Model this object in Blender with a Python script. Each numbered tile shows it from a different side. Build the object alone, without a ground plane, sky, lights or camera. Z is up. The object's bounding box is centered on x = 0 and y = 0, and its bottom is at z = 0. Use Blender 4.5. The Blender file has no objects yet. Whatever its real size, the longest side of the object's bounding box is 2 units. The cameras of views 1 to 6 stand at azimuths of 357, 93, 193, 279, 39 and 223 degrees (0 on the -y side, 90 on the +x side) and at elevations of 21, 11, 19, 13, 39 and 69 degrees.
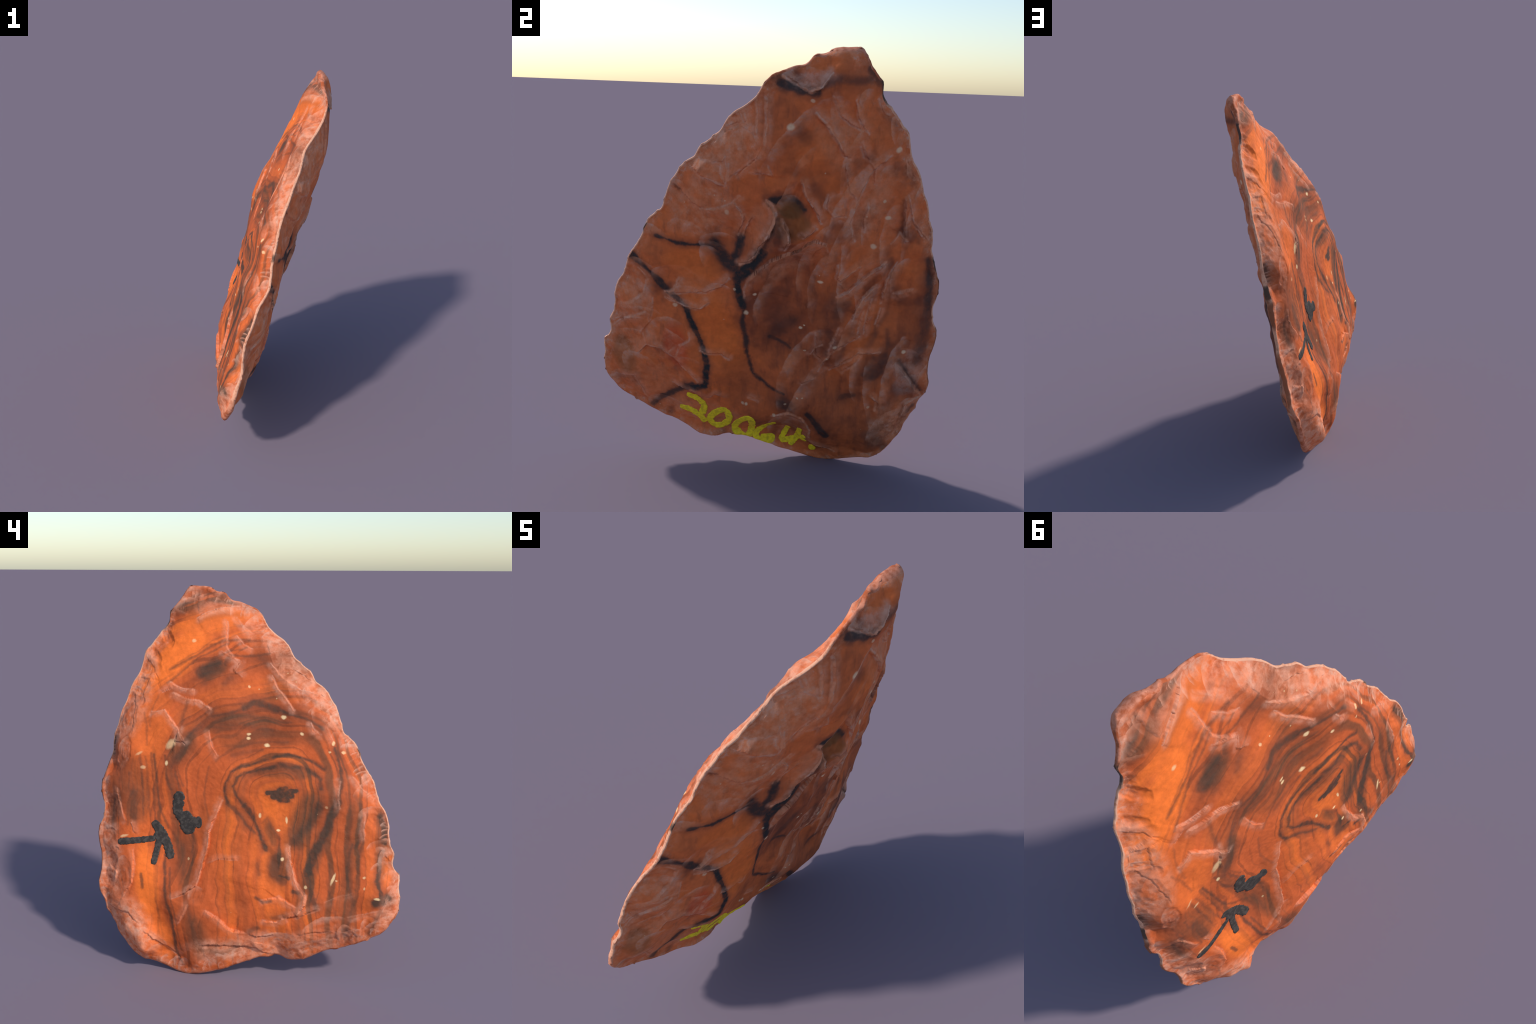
"""A large knapped stone biface: a leaning, leaf-shaped plate of banded red jasper
with a sharp scalloped rim, one bright banded face, one darker veined face, inked
marks on the first and a painted find number on the second.

Local frame of the stone: p runs across the plate, q up along it, n out of the
banded face.  The rim is a closed 3D curve; each face is a thin-plate surface that
hangs on the rim and on a coarse net of thickness points, cut by flake scars and
stepped along flake crests."""
import bpy, math
import numpy as np
from mathutils import Matrix

# ------------------------------------------------------------------ frame
LEAN = math.atan(0.28)
SIN, COS = math.sin(LEAN), math.cos(LEAN)
FRAME = Matrix(((0, SIN, -COS, -0.30), (-1, 0, 0, 0), (0, COS, SIN, 0), (0, 0, 0, 1)))
CENTRE = np.array([-0.04, 0.95])
RIM_STEPS, RINGS, EDGE_RINGS = 1120, 190, 4

# ------------------------------------------------------------------ rim and thickness
RIM_POINTS = [
    (-0.309, 2.071, 0.004),
    (-0.361, 2.074, 0.004),
    (-0.379, 2.055, 0.004),
    (-0.394, 2.031, 0.004),
    (-0.410, 1.994, 0.018),
    (-0.425, 1.978, 0.022),
    (-0.448, 1.952, 0.025),
    (-0.467, 1.916, 0.026),
    (-0.470, 1.876, 0.026),
    (-0.484, 1.847, 0.024),
    (-0.516, 1.810, 0.020),
    (-0.534, 1.790, 0.018),
    (-0.561, 1.746, 0.023),
    (-0.589, 1.708, 0.027),
    (-0.598, 1.659, 0.026),
    (-0.613, 1.611, 0.028),
    (-0.633, 1.568, 0.033),
    (-0.652, 1.532, 0.033),
    (-0.668, 1.478, 0.031),
    (-0.683, 1.430, 0.033),
    (-0.706, 1.373, 0.037),
    (-0.715, 1.310, 0.037),
    (-0.737, 1.263, 0.034),
    (-0.738, 1.222, 0.028),
    (-0.740, 1.168, 0.023),
    (-0.760, 1.105, 0.026),
    (-0.777, 1.042, 0.030),
    (-0.793, 0.995, 0.029),
    (-0.790, 0.926, 0.023),
    (-0.776, 0.879, 0.014),
    (-0.782, 0.810, 0.008),
    (-0.805, 0.755, 0.005),
    (-0.801, 0.693, 0.001),
    (-0.783, 0.625, -0.005),
    (-0.784, 0.544, -0.009),
    (-0.793, 0.474, -0.011),
    (-0.786, 0.426, -0.010),
    (-0.759, 0.381, -0.009),
    (-0.740, 0.319, -0.016),
    (-0.704, 0.265, -0.031),
    (-0.677, 0.204, -0.046),
    (-0.636, 0.150, -0.061),
    (-0.597, 0.094, -0.074),
    (-0.532, 0.061, -0.080),
    (-0.463, 0.048, -0.073),
    (-0.382, 0.028, -0.061),
    (-0.322, 0.008, -0.050),
    (-0.258, 0.005, -0.040),
    (-0.194, 0.018, -0.031),
    (-0.139, 0.035, -0.028),
    (-0.087, 0.047, -0.029),
    (-0.033, 0.069, -0.031),
    (0.033, 0.096, -0.032),
    (0.106, 0.121, -0.035),
    (0.138, 0.122, -0.041),
    (0.178, 0.137, -0.048),
    (0.204, 0.131, -0.054),
    (0.238, 0.117, -0.054),
    (0.292, 0.117, -0.048),
    (0.339, 0.130, -0.038),
    (0.379, 0.151, -0.026),
    (0.439, 0.179, -0.014),
    (0.504, 0.197, -0.001),
    (0.569, 0.223, 0.014),
    (0.627, 0.242, 0.030),
    (0.700, 0.282, 0.042),
    (0.739, 0.314, 0.047),
    (0.775, 0.363, 0.047),
    (0.796, 0.403, 0.047),
    (0.805, 0.461, 0.048),
    (0.800, 0.538, 0.050),
    (0.798, 0.588, 0.051),
    (0.772, 0.622, 0.051),
    (0.763, 0.652, 0.057),
    (0.768, 0.704, 0.070),
    (0.745, 0.760, 0.079),
    (0.735, 0.843, 0.075),
    (0.714, 0.906, 0.070),
    (0.681, 0.966, 0.064),
    (0.667, 1.021, 0.049),
    (0.649, 1.067, 0.040),
    (0.632, 1.094, 0.043),
    (0.605, 1.134, 0.049),
    (0.588, 1.169, 0.056),
    (0.566, 1.223, 0.061),
    (0.542, 1.262, 0.061),
    (0.498, 1.299, 0.062),
    (0.474, 1.356, 0.065),
    (0.455, 1.409, 0.063),
    (0.429, 1.466, 0.057),
    (0.381, 1.530, 0.050),
    (0.332, 1.571, 0.042),
    (0.310, 1.611, 0.035),
    (0.275, 1.644, 0.032),
    (0.247, 1.667, 0.032),
    (0.212, 1.704, 0.030),
    (0.193, 1.742, 0.021),
    (0.162, 1.782, 0.003),
    (0.105, 1.829, -0.021),
    (0.053, 1.883, -0.036),
    (0.019, 1.938, -0.038),
    (-0.002, 1.960, -0.036),
    (-0.041, 1.977, -0.032),
    (-0.074, 1.988, -0.027),
    (-0.102, 1.995, -0.022),
    (-0.136, 1.999, -0.017),
    (-0.155, 2.014, -0.010),
    (-0.161, 2.021, -0.005),
    (-0.182, 2.043, -0.002),
    (-0.214, 2.046, 0.002),
    (-0.256, 2.069, 0.004),
]

BANDED_HEIGHTS = [
    (-0.30, 2.03, 0.024),
    (-0.39, 1.95, 0.050),
    (-0.47, 1.80, 0.047),
    (-0.55, 1.66, 0.051),
    (-0.61, 1.50, 0.066),
    (-0.66, 1.34, 0.092),
    (-0.70, 1.18, 0.089),
    (-0.74, 1.01, 0.073),
    (-0.73, 0.85, 0.039),
    (-0.75, 0.68, 0.035),
    (-0.74, 0.52, 0.012),
    (-0.71, 0.36, 0.024),
    (-0.63, 0.22, 0.035),
    (-0.53, 0.11, 0.025),
    (-0.38, 0.07, -0.060),
    (-0.22, 0.06, 0.022),
    (-0.07, 0.10, -0.012),
    (0.10, 0.17, 0.016),
    (0.27, 0.16, 0.010),
    (0.42, 0.22, 0.037),
    (0.58, 0.27, 0.065),
    (0.71, 0.35, 0.084),
    (0.76, 0.48, 0.101),
    (0.72, 0.64, 0.079),
    (0.69, 0.80, 0.107),
    (0.64, 0.96, 0.088),
    (0.57, 1.11, 0.081),
    (0.48, 1.26, 0.103),
    (0.41, 1.41, 0.099),
    (0.31, 1.53, 0.080),
    (0.19, 1.66, 0.063),
    (0.08, 1.79, 0.041),
    (-0.02, 1.92, -0.019),
    (-0.17, 1.97, 0.020),
    (-0.46, 0.26, 0.028),
    (-0.30, 0.26, 0.070),
    (-0.13, 0.26, 0.076),
    (0.03, 0.26, 0.072),
    (0.20, 0.26, 0.063),
    (-0.55, 0.41, 0.071),
    (-0.38, 0.41, 0.099),
    (-0.22, 0.41, 0.110),
    (-0.05, 0.41, 0.108),
    (0.12, 0.41, 0.117),
    (0.28, 0.41, 0.107),
    (0.45, 0.41, 0.111),
    (0.61, 0.41, 0.096),
    (-0.63, 0.55, 0.070),
    (-0.46, 0.55, 0.080),
    (-0.30, 0.55, 0.080),
    (-0.13, 0.55, 0.127),
    (0.03, 0.55, 0.149),
    (0.20, 0.55, 0.116),
    (0.36, 0.55, 0.112),
    (0.53, 0.55, 0.110),
    (-0.55, 0.69, 0.075),
    (-0.38, 0.69, 0.064),
    (-0.22, 0.69, 0.082),
    (-0.05, 0.69, 0.126),
    (0.12, 0.69, 0.137),
    (0.28, 0.69, 0.122),
    (0.45, 0.69, 0.116),
    (0.61, 0.69, 0.115),
    (-0.63, 0.84, 0.086),
    (-0.46, 0.84, 0.087),
    (-0.30, 0.84, 0.088),
    (-0.13, 0.84, 0.114),
    (0.03, 0.84, 0.125),
    (0.20, 0.84, 0.132),
    (0.36, 0.84, 0.129),
    (0.53, 0.84, 0.118),
    (-0.55, 0.98, 0.090),
    (-0.38, 0.98, 0.110),
    (-0.22, 0.98, 0.110),
    (-0.05, 0.98, 0.135),
    (0.12, 0.98, 0.149),
    (0.28, 0.98, 0.146),
    (0.45, 0.98, 0.144),
    (-0.63, 1.12, 0.115),
    (-0.46, 1.12, 0.116),
    (-0.30, 1.12, 0.124),
    (-0.13, 1.12, 0.129),
    (0.03, 1.12, 0.127),
    (0.20, 1.12, 0.163),
    (0.36, 1.12, 0.140),
    (-0.55, 1.27, 0.116),
    (-0.38, 1.27, 0.131),
    (-0.22, 1.27, 0.120),
    (-0.05, 1.27, 0.124),
    (0.12, 1.27, 0.120),
    (0.28, 1.27, 0.148),
    (-0.46, 1.41, 0.105),
    (-0.30, 1.41, 0.107),
    (-0.13, 1.41, 0.132),
    (0.03, 1.41, 0.111),
    (0.20, 1.41, 0.116),
    (-0.38, 1.56, 0.089),
    (-0.22, 1.56, 0.096),
    (-0.05, 1.56, 0.099),
    (0.12, 1.56, 0.077),
    (-0.30, 1.70, 0.073),
    (-0.13, 1.70, 0.074),
    (0.03, 1.70, 0.068),
    (-0.22, 1.84, 0.046),
]

DARK_HEIGHTS = [
    (-0.30, 2.03, -0.064),
    (-0.39, 1.95, -0.019),
    (-0.47, 1.80, -0.004),
    (-0.55, 1.66, -0.015),
    (-0.61, 1.50, -0.005),
    (-0.66, 1.34, -0.002),
    (-0.70, 1.18, -0.011),
    (-0.74, 1.01, -0.009),
    (-0.73, 0.85, -0.027),
    (-0.75, 0.68, -0.031),
    (-0.74, 0.52, -0.054),
    (-0.71, 0.36, -0.047),
    (-0.63, 0.22, -0.091),
    (-0.53, 0.11, -0.099),
    (-0.38, 0.07, -0.073),
    (-0.22, 0.06, -0.048),
    (-0.07, 0.10, 0.013),
    (0.10, 0.17, -0.049),
    (0.27, 0.16, -0.045),
    (0.42, 0.22, -0.028),
    (0.58, 0.27, 0.005),
    (0.71, 0.35, 0.022),
    (0.76, 0.48, 0.016),
    (0.72, 0.64, 0.033),
    (0.69, 0.80, 0.022),
    (0.64, 0.96, 0.035),
    (0.57, 1.11, 0.010),
    (0.48, 1.26, 0.030),
    (0.41, 1.41, 0.051),
    (0.31, 1.53, -0.004),
    (0.19, 1.66, -0.014),
    (0.08, 1.79, -0.044),
    (-0.02, 1.92, -0.057),
    (-0.17, 1.97, -0.064),
    (-0.46, 0.26, -0.136),
    (-0.30, 0.26, -0.143),
    (-0.13, 0.26, -0.100),
    (0.03, 0.26, -0.103),
    (0.20, 0.26, -0.070),
    (-0.55, 0.41, -0.123),
    (-0.38, 0.41, -0.110),
    (-0.22, 0.41, -0.164),
    (-0.05, 0.41, -0.111),
    (0.12, 0.41, -0.092),
    (0.28, 0.41, -0.092),
    (0.45, 0.41, -0.025),
    (0.61, 0.41, -0.018),
    (-0.63, 0.55, -0.086),
    (-0.46, 0.55, -0.133),
    (-0.30, 0.55, -0.091),
    (-0.13, 0.55, -0.125),
    (0.03, 0.55, -0.088),
    (0.20, 0.55, -0.111),
    (0.36, 0.55, -0.087),
    (0.53, 0.55, -0.041),
    (-0.55, 0.69, -0.090),
    (-0.38, 0.69, -0.109),
    (-0.22, 0.69, -0.104),
    (-0.05, 0.69, -0.079),
    (0.12, 0.69, -0.096),
    (0.28, 0.69, -0.081),
    (0.45, 0.69, -0.074),
    (0.61, 0.69, 0.001),
    (-0.63, 0.84, -0.036),
    (-0.46, 0.84, -0.097),
    (-0.30, 0.84, -0.102),
    (-0.13, 0.84, -0.094),
    (0.03, 0.84, -0.095),
    (0.20, 0.84, -0.094),
    (0.36, 0.84, -0.071),
    (0.53, 0.84, -0.028),
    (-0.55, 0.98, -0.041),
    (-0.38, 0.98, -0.093),
    (-0.22, 0.98, -0.110),
    (-0.05, 0.98, -0.102),
    (0.12, 0.98, -0.100),
    (0.28, 0.98, -0.064),
    (0.45, 0.98, -0.025),
    (-0.63, 1.12, -0.025),
    (-0.46, 1.12, -0.085),
    (-0.30, 1.12, -0.119),
    (-0.13, 1.12, -0.079),
    (0.03, 1.12, -0.119),
    (0.20, 1.12, -0.052),
    (0.36, 1.12, -0.030),
    (-0.55, 1.27, -0.037),
    (-0.38, 1.27, -0.100),
    (-0.22, 1.27, -0.152),
    (-0.05, 1.27, -0.140),
    (0.12, 1.27, -0.054),
    (0.28, 1.27, -0.053),
    (-0.46, 1.41, -0.070),
    (-0.30, 1.41, -0.107),
    (-0.13, 1.41, -0.139),
    (0.03, 1.41, -0.116),
    (0.20, 1.41, -0.066),
    (-0.38, 1.56, -0.068),
    (-0.22, 1.56, -0.139),
    (-0.05, 1.56, -0.141),
    (0.12, 1.56, -0.070),
    (-0.30, 1.70, -0.108),
    (-0.13, 1.70, -0.136),
    (0.03, 1.70, -0.100),
    (-0.22, 1.84, -0.091),
]


def scar(centre, angle, along, across, depth, pale):
    return centre, angle, along, across, depth, pale


def crest(path, height, fall, painted_light):
    return path, height, fall, painted_light


def vein(path, half, soft, strength):
    return path, half, soft, strength


def spot(centre, angle, along, across, strength):
    return centre, angle, along, across, strength


def tint(centre, angle, along, across, kind, strength):
    return centre, angle, along, across, kind, strength


def pen(path, half, mark):
    return path, half, mark


# blunt stretches of the rim: centre, reach, extra half thickness
BLUNT = [((-0.30, 2.06), 0.13, 0.026), ((0.78, 0.36), 0.16, 0.014), ((0.45, 0.16), 0.20, 0.010), ((0.10, 0.12), 0.22, 0.012), ((-0.20, 0.03), 0.22, 0.012),
         ((-0.53, 0.07), 0.16, 0.022), ((-0.76, 0.55), 0.25, 0.008),
         ((-0.77, 1.06), 0.11, 0.016)]

# flake scars: centre, direction in degrees, two radii, depth, paleness of the bruised skin
SCARS_BANDED = [
    scar((-0.506, 1.747), angle=50, along=0.075, across=0.056, depth=0.0078, pale=0.225),
    scar((-0.569, 1.628), angle=61, along=0.075, across=0.061, depth=0.0091, pale=0.27),
    scar((-0.591, 1.515), angle=65, along=0.068, across=0.063, depth=0.0078, pale=0.225),
    scar((-0.649, 1.340), angle=78, along=0.116, across=0.049, depth=0.0104, pale=0.27),
    scar((-0.653, 1.150), angle=77, along=0.094, across=0.040, depth=0.0091, pale=0.225),
    scar((-0.209, 1.988), angle=-5, along=0.115, across=0.041, depth=0.0078, pale=0.09),
    scar((0.101, 1.786), angle=35, along=0.059, across=0.052, depth=0.0065, pale=0.225),
    scar((0.132, 1.736), angle=42, along=0.074, across=0.050, depth=0.0078, pale=0.09),
    scar((0.015, 1.876), angle=-44, along=0.114, across=0.049, depth=0.0065, pale=0.18),
    scar((0.253, 1.596), angle=-43, along=0.122, across=0.050, depth=0.0104, pale=0.045),
    scar((0.283, 1.471), angle=-53, along=0.133, across=0.052, depth=0.0078, pale=0.135),
    scar((0.420, 1.419), angle=-63, along=0.079, across=0.039, depth=0.0078, pale=0.27),
    scar((0.365, 1.394), angle=-78, along=0.079, across=0.038, depth=0.0052, pale=0.0),
    scar((0.525, 1.226), angle=-63, along=0.090, across=0.045, depth=0.0078, pale=0.09),
    scar((-0.729, 0.520), angle=6, along=0.059, across=0.073, depth=0.0091, pale=0.225),
    scar((-0.637, 0.502), angle=-1, along=0.059, across=0.115, depth=0.0104, pale=0.158),
    scar((-0.739, 0.718), angle=3, along=0.060, across=0.055, depth=0.0065, pale=0.225),
    scar((-0.602, 0.230), angle=-54, along=0.139, across=0.095, depth=0.013, pale=0.36),
    scar((-0.463, 0.154), angle=-41, along=0.128, across=0.051, depth=0.0091, pale=0.135),
    scar((-0.757, 0.648), angle=4, along=0.044, across=0.055, depth=0.0065, pale=0.225),
    scar((-0.733, 0.901), angle=4, along=0.042, across=0.129, depth=0.0078, pale=0.113),
    scar((-0.231, 0.430), angle=4, along=0.047, across=0.052, depth=0.0052, pale=0.045),
    scar((0.050, 0.482), angle=-86, along=0.282, across=0.202, depth=0.0104, pale=0.0),
    scar((-0.122, 0.102), angle=19, along=0.156, across=0.036, depth=0.0078, pale=0.27),
    scar((0.015, 0.122), angle=19, along=0.124, across=0.033, depth=0.0078, pale=0.27),
    scar((0.329, 0.181), angle=16, along=0.114, across=0.046, depth=0.0091, pale=0.315),
    scar((0.485, 0.241), angle=20, along=0.099, across=0.037, depth=0.0078, pale=0.27),
    scar((0.198, 0.221), angle=6, along=0.101, across=0.046, depth=0.0078, pale=0.225),
    scar((0.740, 0.631), angle=-1, along=0.051, across=0.105, depth=0.013, pale=0.068),
    scar((0.765, 0.463), angle=-18, along=0.033, across=0.098, depth=0.0091, pale=0.18),
    scar((0.688, 0.323), angle=32, along=0.095, across=0.034, depth=0.0078, pale=0.18),
    scar((0.642, 1.019), angle=-58, along=0.084, across=0.038, depth=0.0078, pale=0.135),
    scar((0.575, 0.269), angle=24, along=0.071, across=0.037, depth=0.0078, pale=0.27),
    scar((0.434, 0.308), angle=19, along=0.116, across=0.054, depth=0.0052, pale=0.068),
    scar((-0.366, 1.938), angle=34, along=0.073, across=0.065, depth=0.0052, pale=0.023),
]

SCARS_DARK = [
    scar((0.130, 1.668), angle=155, along=0.115, across=0.074, depth=0.0032, pale=0.225),
    scar((0.243, 1.437), angle=-165, along=0.124, across=0.053, depth=0.0096, pale=0.18),
    scar((0.328, 1.275), angle=-176, along=0.175, across=0.091, depth=0.016, pale=0.158),
    scar((0.094, 1.791), angle=168, along=0.035, across=0.077, depth=0.0032, pale=0.18),
    scar((0.192, 1.703), angle=130, along=0.072, across=0.030, depth=0.0032, pale=0.18),
    scar((0.307, 1.566), angle=136, along=0.070, across=0.031, depth=0.0032, pale=0.09),
    scar((0.408, 1.388), angle=-130, along=0.067, across=0.047, depth=0.008, pale=0.135),
    scar((0.244, 1.534), angle=-170, along=0.068, across=0.028, depth=0.0064, pale=0.158),
    scar((-0.150, 1.953), angle=-176, along=0.104, across=0.041, depth=0.016, pale=0.18),
    scar((-0.329, 2.033), angle=-154, along=0.076, across=0.040, depth=0.0096, pale=0.068),
    scar((-0.318, 1.789), angle=154, along=0.055, across=0.114, depth=0.0112, pale=0.09),
    scar((-0.426, 1.798), angle=162, along=0.058, across=0.111, depth=0.0096, pale=0.09),
    scar((-0.486, 1.422), angle=-163, along=0.115, across=0.229, depth=0.016, pale=0.068),
    scar((-0.543, 1.715), angle=159, along=0.031, across=0.074, depth=0.008, pale=0.113),
    scar((-0.100, 1.361), angle=178, along=0.071, across=0.108, depth=0.0224, pale=0.0),
    scar((-0.303, 1.294), angle=176, along=0.062, across=0.059, depth=0.0096, pale=0.0),
    scar((-0.627, 1.547), angle=164, along=0.032, across=0.071, depth=0.0096, pale=0.135),
    scar((-0.659, 1.312), angle=180, along=0.036, across=0.110, depth=0.0096, pale=0.09),
    scar((-0.307, 1.419), angle=-177, along=0.067, across=0.057, depth=0.0064, pale=0.0),
    scar((-0.694, 0.597), angle=-133, along=0.114, across=0.066, depth=0.0144, pale=0.158),
    scar((-0.609, 0.251), angle=-139, along=0.086, across=0.121, depth=0.0144, pale=0.27),
    scar((-0.618, 1.045), angle=-170, along=0.055, across=0.098, depth=0.0096, pale=0.0),
    scar((-0.125, 0.192), angle=-178, along=0.105, across=0.113, depth=0.0048, pale=0.135),
    scar((-0.785, 0.532), angle=-147, along=0.043, across=0.094, depth=0.0096, pale=0.225),
    scar((-0.706, 0.352), angle=-129, along=0.063, across=0.055, depth=0.0096, pale=0.27),
    scar((0.648, 0.908), angle=152, along=0.091, across=0.086, depth=0.0128, pale=0.158),
    scar((0.678, 0.763), angle=147, along=0.095, across=0.050, depth=0.008, pale=0.18),
    scar((0.665, 0.615), angle=156, along=0.105, across=0.057, depth=0.0096, pale=0.158),
    scar((0.465, 0.533), angle=-144, along=0.157, across=0.075, depth=0.0128, pale=0.09),
    scar((0.458, 0.677), angle=-176, along=0.106, across=0.115, depth=0.0096, pale=0.045),
    scar((0.685, 0.358), angle=-143, along=0.086, across=0.097, depth=0.0096, pale=0.158),
    scar((0.480, 0.256), angle=-168, along=0.104, across=0.059, depth=0.0096, pale=0.18),
    scar((0.355, 0.904), angle=-174, along=0.098, across=0.059, depth=0.0096, pale=0.068),
    scar((0.757, 0.505), angle=163, along=0.045, across=0.115, depth=0.0096, pale=0.068),
    scar((0.353, 0.182), angle=-153, along=0.072, across=0.046, depth=0.008, pale=0.113),
]

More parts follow.
